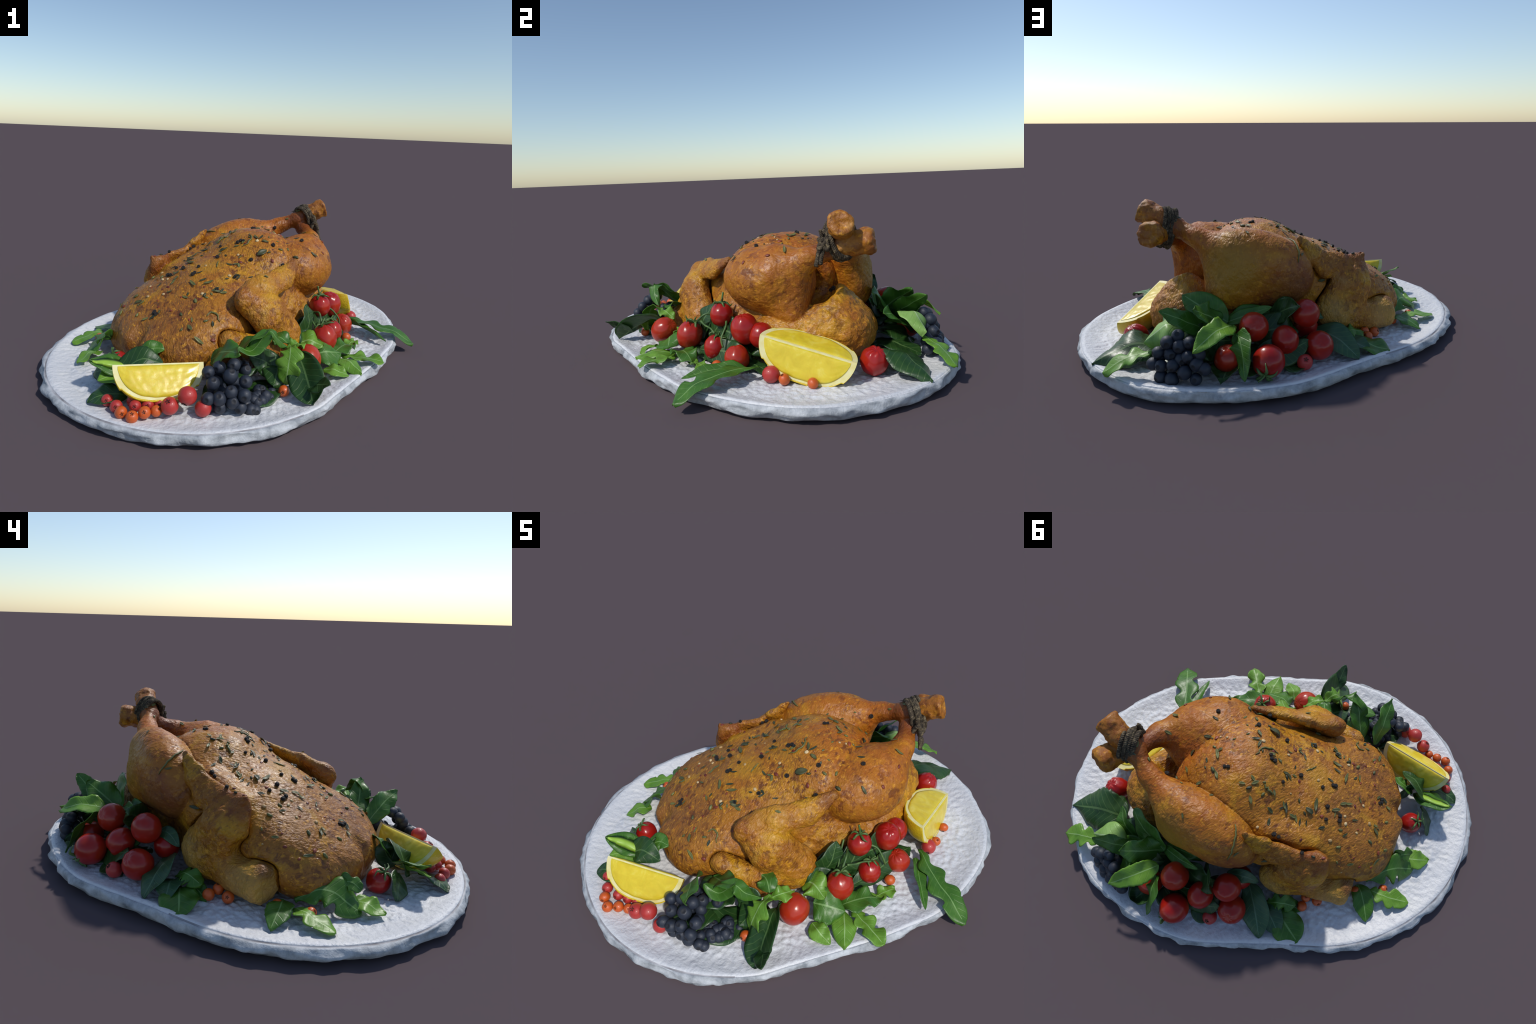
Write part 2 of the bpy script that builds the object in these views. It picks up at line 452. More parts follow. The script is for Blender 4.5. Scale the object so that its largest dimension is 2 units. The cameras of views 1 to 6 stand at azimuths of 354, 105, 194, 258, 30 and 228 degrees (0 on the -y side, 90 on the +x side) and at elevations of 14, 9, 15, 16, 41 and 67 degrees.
def surface_nets(f, lo, h):
    """Naive surface nets on a regular grid of samples f."""
    nx, ny, nz = f.shape
    s = f < 0
    corners = [(i, j, k) for i in (0, 1) for j in (0, 1) for k in (0, 1)]
    sl = lambda a, c: a[c[0]:nx - 1 + c[0], c[1]:ny - 1 + c[1], c[2]:nz - 1 + c[2]]
    cnt = sum(sl(s, c).astype(np.int8) for c in corners)
    act = (cnt > 0) & (cnt < 8)
    idx = np.argwhere(act)
    vid = np.full(act.shape, -1, np.int64)
    vid[tuple(idx.T)] = np.arange(len(idx))
    val = np.stack([f[idx[:, 0] + c[0], idx[:, 1] + c[1], idx[:, 2] + c[2]] for c in corners])
    acc = np.zeros((len(idx), 3)); num = np.zeros(len(idx))
    for a in range(8):
        for b in range(a + 1, 8):
            ca, cb = np.array(corners[a]), np.array(corners[b])
            if np.abs(ca - cb).sum() != 1:
                continue
            cross = (val[a] < 0) != (val[b] < 0)
            t = np.where(cross, val[a] / np.where(cross, val[a] - val[b], 1), 0)
            acc += np.where(cross[:, None], ca + t[:, None] * (cb - ca), 0)
            num += cross
    V = lo + h * (idx + acc / num[:, None])
    F = []
    for ax in range(3):
        u, v = (ax + 1) % 3, (ax + 2) % 3
        d = np.zeros(3, int); d[ax] = 1
        S1 = s[tuple(slice(1, n - 1) if i != ax else slice(0, n - 1) for i, n in enumerate(f.shape))]
        S2 = s[tuple(slice(1, n - 1) if i != ax else slice(1, n) for i, n in enumerate(f.shape))]
        e = np.argwhere(S1 != S2)
        inside = S1[tuple(e.T)]
        base = e + np.array([0 if i == ax else 1 for i in range(3)])
        q = []
        for du, dv in ((0, 0), (-1, 0), (-1, -1), (0, -1)):
            o = base.copy(); o[:, u] += du; o[:, v] += dv
            q.append(vid[tuple(o.T)])
        q = np.stack(q, 1)
        q[~inside] = q[~inside][:, ::-1]
        F.append(q)
    return V, np.vstack(F)

H = 0.0056
lo = np.array([-0.80, -0.62, -0.02]); hi = np.array([0.88, 0.66, 0.84])
axes = [np.arange(lo[i], hi[i], H, dtype=np.float32) for i in range(3)]
P3 = np.meshgrid(*axes, indexing="ij", sparse=True)
field = bird_field(P3)
V, F = surface_nets(field, lo, H)
for _ in range(3):                       # settle the vertices on the surface
    P = [V[:, i].astype(np.float64) for i in range(3)]
    f0 = bird_field(P)
    e = 1e-3
    G = np.stack([(bird_field([P[j] + (e if j == i else 0) for j in range(3)]) - f0) / e for i in range(3)], 1)
    g2 = np.maximum((G ** 2).sum(1), 0.05)
    V = V - np.clip(f0 / g2, -H * 0.5, H * 0.5)[:, None] * G
NRM = G / np.maximum(np.linalg.norm(G, axis=1), 1e-6)[:, None]
_, lab, names = bird_field([V[:, i] for i in range(3)], True)
names = np.array(names)
amp_wrinkle = {"breast": 0.0022, "tail": 0.007, "leg": 0.0030, "shank_end": 0.010, "wing": 0.0050}
disp = np.zeros(len(V))
for i, (p, l) in enumerate(zip(V, lab)):
    v = Vector(p)
    a = amp_wrinkle[names[l]]
    disp[i] = 0.008 * noise.noise(v * 5.5) + a * noise.noise(v * 22 + Vector((3, 1, 7))) + 0.5 * a * noise.noise(v * 48) + 0.0016 * noise.noise(v * 90)
V = V + NRM * disp[:, None]
V[:, 2] = np.maximum(V[:, 2], 0.02)
VW = V[:, :1] * AX + V[:, 1:2] * BX + np.outer(V[:, 2], [0, 0, 1])
# vertex normals of the whole body
def vertex_normals(V, F):
    n = np.cross(V[F[:, 2]] - V[F[:, 0]], V[F[:, 3]] - V[F[:, 1]])
    N = np.zeros_like(V)
    for k in range(4):
        np.add.at(N, F[:, k], n)
    return N / np.maximum(np.linalg.norm(N, axis=1), 1e-12)[:, None]
NW = vertex_normals(VW, F)
if (NW * (NRM[:, :1] * AX + NRM[:, 1:2] * BX + np.outer(NRM[:, 2], [0, 0, 1]))).sum() < 0:
    F = F[:, ::-1]; NW = -NW

chicken = top(link(bpy.data.objects.new("roast_chicken", None)), "golden brown roast chicken with tied legs and herbs", "roast chicken")
part_mat = {"breast": SKIN, "tail": TAILSKIN, "leg": LEGSKIN, "shank_end": BONE, "wing": WINGSKIN}
face_lab = np.array([np.bincount(r, minlength=8).argmax() for r in lab[F]])
part_objs = {}
for l in range(len(names)):
    fs = F[face_lab == l]
    if not len(fs):
        continue
    used, inv = np.unique(fs, return_inverse=True)
    inv = inv.reshape(fs.shape)
    par = chicken
    if names[l] == "shank_end":
        par = part_objs[2 if l == 4 else 3]
    ob = mesh_obj(str(names[l]), VW[used], inv, [part_mat[names[l]]], par)
    ob.data.normals_split_custom_set_from_vertices([tuple(n) for n in NW[used]])
    part_objs[l] = ob

kd = kdtree.KDTree(len(VW))
for i, p in enumerate(VW):
    kd.insert(p, i)
kd.balance()
def on_skin(p):
    co, i, d = kd.find(Vector([float(c) for c in p]))
    return np.array(co), NW[i]

# ------------------------------------------------------------------ plate
m = Mat("glazed_stoneware", rough=0.5, spec=0.35, coat=0.05, coat_rough=0.3)
pc = m.ramp(m.noise(3.0, 4, 0.6), [(0.3, (0.57, 0.58, 0.60)), (0.7, (0.71, 0.71, 0.715))])
pc = m.mix(m.math("MULTIPLY", m.step(m.noise(40, 3, 0.6), 0.52, 0.70), 0.35), pc, (0.46, 0.47, 0.51))  # grey mottling paints the shading of the hammered dimples
pc = m.mix(m.math("MULTIPLY", m.step(m.noise(5, 4, 0.6), 0.52, 0.72), 0.25), pc, (0.60, 0.59, 0.52))
m.color(pc)
m.bump(m.noise(46, 3, 0.5), 0.65, 0.010)
PLATE = m.m
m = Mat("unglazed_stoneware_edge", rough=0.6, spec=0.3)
pc = m.ramp(m.noise(14, 5, 0.65), [(0.3, (0.22, 0.24, 0.26)), (0.62, (0.54, 0.56, 0.58))])  # greys darkened to carry the shadow baked on the plate's outer side
m.color(pc)
m.bump(m.noise(30, 5, 0.6), 0.6, 0.01)
PLATE_EDGE = m.m
m = Mat("rim_groove_line", rough=0.6)
m.color(m.ramp(m.noise(10, 3), [(0.35, (0.22, 0.21, 0.22)), (0.65, (0.5, 0.5, 0.52))]))
GROOVE = m.m

RIM = [0.90, 0.955, 1.015, 1.05, 1.066, 1.07, 1.058, 1.038, 0.993, 0.942, 0.895, 0.853, 0.80, 0.765, 0.755, 0.778, 0.818, 0.862,
       0.905, 0.95, 0.992, 1.022, 1.04, 1.045, 1.038, 1.022, 0.99, 0.948, 0.90, 0.852, 0.793, 0.765, 0.757, 0.772, 0.801, 0.856]
def rim_r(th):
    x = (math.degrees(th) % 360) / 10
    i = int(x); t = x - i
    a, b, c, d = (RIM[(i + k) % 36] for k in (-1, 0, 1, 2))
    return 0.5 * (2 * b + (c - a) * t + (2 * a - 5 * b + 4 * c - d) * t * t + (3 * b - a - 3 * c + d) * t ** 3)

def plate_top(x, y):
    return 0.048

# profile rings: (fraction of rim radius, extra radius, height, material, pebble, roughness)
nth = 760
TILT = math.radians(40)                 # the platter sits a little lower at the neck end
rings = [(f, 0.0, 0.0, 0, 1.0, 0.0) for f in np.concatenate([[0.02], np.linspace(0.06, 0.90, 118)])]
rings += [(0.915, 0, 0.10, 0, 0.9, 0), (0.93, 0, 0.25, 0, 0.8, 0), (0.945, 0, 0.42, 0, 0.6, 0), (0.965, 0, 0.70, 0, 0.4, 0), (0.985, 0, 0.95, 0, 0.2, 0), (1.0, 0, 1.0, 0, 0.0, 0.0),
          (1.0, 0.08, 0.97, 0, 0, 0.0), (1.0, 0.26, 0.90, 2, 0, 0.0), (1.0, 0.34, 0.925, 0, 0, 0.1), (1.0, 0.60, 0.88, 1, 0, 0.5), (1.0, 0.80, 0.78, 1, 0, 0.9), (1.0, 0.95, 0.64, 1, 0, 1.1), (1.0, 1.0, 0.48, 1, 0, 1.2), (1.0, 0.85, 0.30, 1, 0, 1.0),
          (1.0, 0.35, 0.12, 1, 0, 0.7), (1.0, -0.9, 0.02, 1, 0, 0.2), (0.9, 0, 0.0, 1, 0, 0), (0.5, 0, 0.0, 1, 0, 0), (0.05, 0, 0.0, 1, 0, 0)]
n_in = 119
PV, PF, PM = [], [], []
for ri, (f, dr, z, mi, peb, ro) in enumerate(rings):
    for k in range(nth):
        th = 2 * math.pi * k / nth
        R = rim_r(th)
        ct = math.cos(th - TILT)
        r = R * f + dr * (0.022 + 0.008 * math.cos(th - math.radians(180)))
        x, y = r * math.cos(th), r * math.sin(th)
        floor = 0.0465 + 0.005 * r * math.cos(th - math.radians(75))
        rim = 0.065 + 0.007 * math.cos(th - math.radians(75))
        foot = 0.003 * (1 + ct)
        if ro:
            q = Vector((x * 9, y * 9, z * 2))
            r += ro * (noise.noise(q) * 0.018 + noise.noise(q * 2.4) * 0.009)
            x, y = r * math.cos(th), r * math.sin(th)
        if ri < n_in:
            zz = floor
        elif ri < n_in + 6:
            zz = floor + (rim - floor) * z
        else:
            zz = foot + (rim - foot) * z
        if ro:
            zz += 0.006 * ro * noise.noise(Vector((x * 14, y * 14, z * 3 + 7)))
        if peb:
            # hammered pebbles
            q = Vector((x * 40 + 0.35 * noise.noise(Vector((x * 9, y * 9, 1))), y * 40, 0.3))
            d = noise.voronoi(q)[0]
            zz += peb * (0.0105 * (0.45 - d[0]) + 0.0022 * noise.noise(Vector((x * 30, y * 30, 2)))) + 0.003 * noise.noise(Vector((x * 3, y * 3, 5)))
        PV.append((x, y, max(zz, 0.0)))
nr = len(rings)
for i in range(nr - 1):
    for k in range(nth):
        k2 = (k + 1) % nth
        PF.append((i * nth + k, (i + 1) * nth + k, (i + 1) * nth + k2, i * nth + k2))
        mi = rings[i + 1][3] or (2 if rings[i][3] == 2 else 0)
        if mi == 2 and math.cos(2 * math.pi * k / nth - math.radians(215)) < 0.35:
            mi = 0
        PM.append(mi)
PF.append(tuple(range(nth))); PM.append(0)
PF.append(tuple(range((nr - 1) * nth, nr * nth))[::-1]); PM.append(1)
plate = top(mesh_obj("serving_plate", PV, PF, [PLATE, PLATE_EDGE, GROOVE], mat_index=PM), "white hammered stoneware oval plate with rough edge", "serving plate")

# ------------------------------------------------------------------ tomatoes
m = Mat("tomato_skin", rough=0.28, spec=0.4, coat=0.15, sss=0.03, coat_rough=0.15)
r1 = m.random()
tc = m.ramp(m.noise(9, 3, 0.5), [(0.3, (0.27, 0.007, 0.006)), (0.55, (0.35, 0.011, 0.007)), (0.75, (0.42, 0.036, 0.009))])
tc = m.mix(m.math("MULTIPLY", m.step(r1, 0.4, 1.0), 0.3), tc, (0.48, 0.060, 0.010))
tc = m.mix(m.math("MULTIPLY", m.step(m.noise(20, 4, 0.6), 0.6, 0.8), 0.22), tc, (0.55, 0.10, 0.04))
m.color(tc)
m.bump(m.noise(14, 4, 0.5), 0.12, 0.02)
TOMATO = m.m
m = Mat("tomato_stalk_green", rough=0.5)
m.color(m.ramp(m.noise(30, 3), [(0.3, (0.035, 0.085, 0.02)), (0.7, (0.11, 0.20, 0.05))]))
STALK = m.m

def tomato(loc, r, axis=(0, 0, 1), stretch=1.06, wrinkle=0.3, calyx=True, seed=0):
    V, F = sphere_data(36, 26)
    V = V.copy()
    out = []
    for v in V:
        rr = math.hypot(v[0], v[1])
        ang = math.atan2(v[1], v[0])
        dip = 0.10 * math.exp(-(rr / 0.28) ** 2) * (1 if v[2] > 0 else 0.35)
        w = wrinkle * 0.035 * math.exp(-((1 - v[2]) / 0.55) ** 2) * math.sin(9 * ang + 3 * noise.noise(Vector(v) * 2 + Vector((seed, 0, 0)))) * min(1, rr * 3)
        w += wrinkle * 0.05 * noise.noise(Vector(v) * 2.2 + Vector((seed * 3.1, 1, 2))) + 0.02 * noise.noise(Vector(v) * 1.2 + Vector((seed, 5, 2)))
        s = 1 + w
        out.append((v[0] * s * r, v[1] * s * r, (v[2] * s - dip * np.sign(v[2])) * r * stretch))
    ob = mesh_obj("cherry_tomato", out, F, [TOMATO])
    R = align(axis)
    place(ob, loc, R)
    top(ob, "glossy red roasted cherry tomato", "tomato")
    if calyx:
        parts = []
        n = 5
        for i in range(n):
            a = 2 * math.pi * i / n + seed
            L = r * (0.75 + 0.25 * ((i * 7 + seed) % 3) / 2)
            pts = [(0, 0, r * stretch * 0.90), (math.cos(a) * L * 0.4, math.sin(a) * L * 0.4, r * stretch * 1.0),
                   (math.cos(a) * L * 0.75, math.sin(a) * L * 0.75, r * stretch * (0.90 + 0.15 * math.sin(seed + i * 2.1))), (math.cos(a + 0.25) * L, math.sin(a + 0.25) * L, r * stretch * (0.85 + 0.35 * math.sin(seed * 2 + i * 1.7)))]
            parts.append(tube_data(spline(pts, 12), [r * 0.06, r * 0.11, r * 0.09, r * 0.02], 6))
        parts.append(tube_data(spline([(0, 0, r * stretch * 0.88), (r * 0.1, 0, r * stretch * 1.15), (r * 0.35, r * 0.1, r * stretch * 1.4)], 8), [r * 0.09, r * 0.06, r * 0.05], 6))
        cv, cf = join_data(parts)
        c = mesh_obj("calyx", cv, cf, [STALK], ob)
    return ob

tomatoes = [
    # loc, radius, stem axis, stretch, wrinkle, calyx
    ((0.300, -0.489, 0.128), 0.067, (0.2, 0.75, 0.6), 1.10, 0.4, False),
    ((0.425, -0.286, 0.150), 0.064, (-0.15, 0.35, 0.9), 1.12, 0.9, True),
    ((0.432, -0.106, 0.262), 0.057, (-0.1, 0.05, 1.0), 1.05, 0.6, True),
    ((0.520, 0.038, 0.222), 0.066, (0.1, -0.2, 0.95), 1.12, 0.6, False),
    ((0.600, 0.020, 0.108), 0.057, (-0.3, -0.2, 0.9), 1.08, 0.8, False),
    ((0.505, -0.120, 0.122), 0.055, (-0.1, 0.3, 0.9), 1.10, 0.8, True),
    ((0.535, 0.120, 0.200), 0.058, (0, 0, 1), 1.05, 0.3, False),
    ((-0.585, -0.452, 0.095), 0.053, (-0.35, -0.2, 0.85), 1.08, 0.4, True),
    ((0.548, 0.628, 0.112), 0.061, (0.3, 0.2, 0.9), 1.08, 1.0, False),
    ((-0.061, 0.662, 0.238), 0.067, (-0.4, 0.5, 0.4), 1.02, 0.2, False),
    ((-0.266, 0.506, 0.262), 0.066, (-0.2, 0.3, 0.9), 1.04, 0.2, False),
    ((-0.155, 0.757, 0.128), 0.071, (0.0, 0.55, -0.35), 1.03, 0.5, True),
    ((-0.337, 0.546, 0.126), 0.068, (-0.3, 0.5, 0.55), 1.05, 0.3, False),
    ((-0.195, 0.621, 0.172), 0.062, (-0.2, 0.5, -0.3), 1.08, 0.4, False),
    ((0.024, 0.773, 0.125), 0.062, (0, 0.2, 1), 1.05, 0.2, False),
    ((-0.250, 0.420, 0.165), 0.058, (0, 0.3, 1), 1.05, 0.2, False),
]
for i, (l, r, ax, st, wr, cal) in enumerate(tomatoes):
    tomato(l, r, ax, st, wr, cal, i + 1)

vines = [
    [(0.415, -0.25, 0.215), (0.41, -0.20, 0.255), (0.395, -0.15, 0.24), (0.405, -0.10, 0.235)],
    [(0.425, -0.22, 0.222), (0.45, -0.19, 0.21), (0.48, -0.15, 0.205), (0.505, -0.12, 0.19)],
    [(0.43, -0.105, 0.315), (0.415, -0.10, 0.37)],
    [(0.47, -0.07, 0.24), (0.51, -0.06, 0.225), (0.55, -0.07, 0.18), (0.56, -0.06, 0.14)],
    [(0.39, -0.23, 0.19), (0.37, -0.17, 0.22), (0.36, -0.12, 0.26)],
]
vv, vf = join_data([tube_data(spline(p, 16), [0.006, 0.0045, 0.005], 7) for p in vines])
vine = top(mesh_obj("tomato_vine", vv, vf, [STALK]), "thin green tomato vine stalk", "stalk")

# ------------------------------------------------------------------ berries
def berry_mat(name, c1, c2, rough, sp=(0.1, 0.02, 0.01), coat=0.2):
    m = Mat(name, rough=rough, spec=0.45, coat=coat)
    c = m.ramp(m.noise(25, 4, 0.6), [(0.3, c1), (0.7, c2)])
    c = m.mix(m.math("MULTIPLY", m.step(m.noise(90, 3), 0.62, 0.75), 0.4), c, sp)
    m.color(c)
    m.bump(m.noise(60, 3), 0.2, 0.004)
    return m
ORANGE = berry_mat("rowan_berry_skin", (0.50, 0.060, 0.010), (0.62, 0.130, 0.014), 0.35).m
REDB = berry_mat("red_berry_skin", (0.36, 0.020, 0.018), (0.50, 0.045, 0.035), 0.4).m
BLUEB = berry_mat("blueberry_skin", (0.008, 0.010, 0.018), (0.030, 0.040, 0.062), 0.5, (0.01, 0.01, 0.02), 0.05).m
m = Mat("dried_calyx", rough=0.8)
m.color((0.03, 0.018, 0.012))
DARKCAL = m.m

m = Mat("blueberry_crown", rough=0.7)
m.color((0.010, 0.011, 0.016))
BLUECAL = m.m

def berry_mesh(name, mat, crown):
    """Unit berry with a sunken eye and a little crown at +z, two materials."""
    V, F = sphere_data(22, 16)
    out = []
    for v in V:
        rr = math.hypot(v[0], v[1])
        z = v[2]
        if z > 0:
            z -= 0.16 * math.exp(-(rr / 0.22) ** 4)
            z += 0.05 * math.exp(-((rr - 0.36) / 0.10) ** 2) if crown == "ring" else 0
        s = 1 + 0.03 * noise.noise(Vector(v) * 2)
        out.append((v[0] * s, v[1] * s, z * s))
    mi = [1 if np.mean([math.hypot(V[i][0], V[i][1]) for i in f]) < (0.30 if crown == "ring" else 0.13) and V[f[0]][2] > 0 else 0 for f in F]
    parts = [(out, F)]
    if crown == "star":
        for i in range(5):
            a = 2 * math.pi * i / 5
            d = np.array([math.cos(a), math.sin(a), 0])
            parts.append(tube_data(spline([d * 0.08 + (0, 0, 0.9), d * 0.22 + (0, 0, 0.99), d * 0.34 + (0, 0, 0.955)], 5), [0.04, 0.055, 0.012], 5))
    vv, ff = join_data(parts)
    mi += [1] * (len(ff) - len(mi))
    me = bpy.data.meshes.new(name)
    me.from_pydata([tuple(map(float, v)) for v in vv], [], ff)
    me.materials.append(mat); me.materials.append(BLUECAL if crown == "ring" else DARKCAL)
    me.polygons.foreach_set("material_index", mi)
    me.polygons.foreach_set("use_smooth", [True] * len(ff))
    return me
ME_OR = berry_mesh("rowan_berry", ORANGE, "star")
ME_RE = berry_mesh("red_berry", REDB, "star")
ME_BL = berry_mesh("blueberry", BLUEB, "ring")

def berry(me, name, loc, r, axis, label, cat):
    ob = link(bpy.data.objects.new(name, me))
    place(ob, loc, align(axis, (rng.uniform(-1, 1), rng.uniform(-1, 1), 0.2)), (r, r, r * rng.uniform(0.94, 1.06)))
    return top(ob, label, cat)
def rnd_axis(b=(0, 0, 1), s=0.7):
    return np.array(b, float) + np.array([rng.uniform(-s, s) for _ in range(3)])

for l, r, ax in [((-0.504, -0.845, 0.070), 0.025, (0.3, -0.9, 0.2)), ((-0.457, -0.876, 0.068), 0.025, (0.1, -0.5, 0.9)), ((-0.412, -0.852, 0.072), 0.025, (0, -0.9, 0.6)),
                 ((-0.368, -0.835, 0.068), 0.023, (0.6, -0.4, 0.7)), ((0.729, 0.390, 0.068), 0.024, (0.2, -0.8, -0.5)), ((0.722, 0.267, 0.074), 0.024, (0.3, -0.3, 0.9)),
                 ((0.602, -0.079, 0.068), 0.025, (0.6, 0.5, 0.2)), ((-0.540, 0.268, 0.072), 0.026, (0.4, 0.4, 0.3)), ((-0.568, 0.192, 0.068), 0.026, (-0.8, 0.3, 0.5)),
                 ((-0.520, 0.225, 0.082), 0.024, (0, 0, 1)), ((-0.739, -0.102, 0.072), 0.023, (-0.5, -0.5, 0.6)), ((0.165, -0.680, 0.068), 0.025, (-0.3, -0.9, 0.2)),
                 ((-0.655, 0.010, 0.070), 0.023, (-0.3, 0.6, 0.5))]:
    berry(ME_OR, "rowan_berry", l, r, ax, "small orange rowan berry with dark star", "berry")
for l, r, ax in [((-0.246, -0.825, 0.129), 0.039, (-0.3, -0.6, -0.6)), ((-0.315, -0.834, 0.090), 0.036, (-0.2, -0.5, 0.9)), ((-0.183, -0.830, 0.076), 0.034, (0.5, -0.2, 0.8)),
                 ((0.700, 0.205, 0.084), 0.037, (0.2, -0.9, -0.3)), ((-0.292, 0.649, 0.086), 0.036, (-0.3, 0.7, 0.75)), ((-0.530, -0.800, 0.070), 0.026, (0, -1, 0.4)),
                 ((-0.455, -0.805, 0.074), 0.025, (0, -1, 0.4)), ((-0.405, -0.795, 0.072), 0.025, (0, -1, 0.4)), ((-0.47, -0.765, 0.072), 0.025, (0, -1, 0.4)),
                 ((-0.575, -0.75, 0.070), 0.025, (0, -1, 0.4)), ((-0.36, -0.785, 0.070), 0.024, (0, -1, 0.4))]:
    berry(ME_RE, "red_berry", l, r, ax, "round red berry with shrivelled calyx", "berry")

front_blue = [(-0.075, -0.777, 0.193, 0.034), (-0.12, -0.735, 0.212, 0.030), (-0.06, -0.735, 0.222, 0.031), (-0.145, -0.785, 0.165, 0.031), (-0.072, -0.815, 0.142, 0.030),
              (-0.012, -0.785, 0.172, 0.030), (-0.119, -0.832, 0.118, 0.032), (-0.065, -0.845, 0.102, 0.030), (-0.018, -0.822, 0.130, 0.031), (-0.115, -0.862, 0.080, 0.029),
              (-0.034, -0.862, 0.078, 0.030), (-0.165, -0.825, 0.118, 0.030), (-0.165, -0.755, 0.200, 0.029), (0.027, -0.797, 0.152, 0.028), (0.050, -0.777, 0.174, 0.026),
              (0.070, -0.826, 0.108, 0.027), (0.092, -0.812, 0.132, 0.025), (0.010, -0.840, 0.098, 0.028), (0.080, -0.785, 0.155, 0.026), (0.041, -0.822, 0.122, 0.027),
              (0.115, -0.800, 0.105, 0.024), (0.120, -0.770, 0.140, 0.024), (0.03, -0.855, 0.074, 0.026), (0.10, -0.838, 0.072, 0.026), (-0.16, -0.80, 0.075, 0.030)]
for x, y, z, r in front_blue:
    if x > 0:                            # the right-hand end is flat, sunk among the leaves
        y += 1.1 * x + 0.02; z = 0.052 + 0.25 * (z - 0.07) * max(0.0, 0.09 - x) / 0.09
    y = max(y, -0.825 + 0.1 * max(0, 0.10 - z))
    berry(ME_BL, "blueberry", (x, y, z - 0.004), r * 0.93, rnd_axis((0, -0.8, 0.4), 0.5), "dusty dark blue berry with small crown", "blueberry")
for i in range(16):                      # flattened ones at the right-hand end
    x = -0.01 + 0.14 * rng.random(); y = -0.80 + 0.9 * x + 0.10 * rng.random()
    berry(ME_BL, "blueberry", (x, y, 0.050 + 0.012 * rng.random()), rng.uniform(0.022, 0.027), rnd_axis((0, -0.5, 0.8), 0.6), "dusty dark blue berry with small crown", "blueberry")
for i in range(22):                      # the ones buried behind and below
    x = -0.15 + 0.15 * rng.random(); y = -0.58 - 0.17 * rng.random() + 0.5 * max(0, x)
    z = 0.07 + max(0, 0.11 - abs(x + 0.05) * 0.4) * rng.random()
    berry(ME_BL, "blueberry", (x, y, z), 0.028, rnd_axis((0, -0.6, 0.6), 0.6), "dusty dark blue berry with small crown", "blueberry")
far_blue = [(0.258, 0.872, 0.222), (0.296, 0.885, 0.178), (0.204, 0.868, 0.207), (0.162, 0.860, 0.225), (0.160, 0.886, 0.173), (0.276, 0.905, 0.127), (0.221, 0.905, 0.135),
            (0.318, 0.895, 0.127), (0.167, 0.910, 0.112), (0.276, 0.913, 0.082), (0.223, 0.918, 0.080), (0.118, 0.895, 0.147), (0.115, 0.870, 0.181), (0.244, 0.875, 0.170),
            (0.194, 0.880, 0.155), (0.22, 0.845, 0.245), (0.084, 0.895, 0.130), (0.12, 0.905, 0.085), (0.30, 0.86, 0.150), (0.26, 0.85, 0.19), (0.19, 0.84, 0.18), (0.30, 0.86, 0.09), (0.24, 0.86, 0.11), (0.16, 0.86, 0.12)]
for x, y, z in far_blue:
    berry(ME_BL, "blueberry", (x, y, z), rng.uniform(0.026, 0.031), rnd_axis((0.05, 0.9, 0.05), 0.5), "dusty dark blue berry with small crown", "blueberry")

# ------------------------------------------------------------------ lemon wedges
m = Mat("lemon_flesh", rough=0.32, spec=0.45, coat=0.1, sss=0.12)
fc = m.ramp(m.noise(16, 5, 0.65, 0.6), [(0.25, (0.62, 0.45, 0.018)), (0.55, (0.73, 0.56, 0.035)), (0.8, (0.80, 0.70, 0.16))])
m.color(fc)
m.bump(m.math("ADD", m.noise(50, 4, 0.6), m.math("MULTIPLY", m.voronoi(26, m.mapping((0.5, 1, 1))), 0.6)), 0.10, 0.006)
FLESH = m.m
m = Mat("lemon_pith", rough=0.5, sss=0.1)
m.color(m.ramp(m.noise(25, 4), [(0.3, (0.70, 0.60, 0.20)), (0.7, (0.78, 0.73, 0.42))]))
PITH = m.m
m = Mat("lemon_peel", rough=0.38, spec=0.5, coat=0.15)
m.color(m.ramp(m.noise(18, 4), [(0.3, (0.62, 0.40, 0.010)), (0.7, (0.72, 0.54, 0.020))]))
m.bump(m.voronoi(120), 0.25, 0.004)
PEEL = m.m

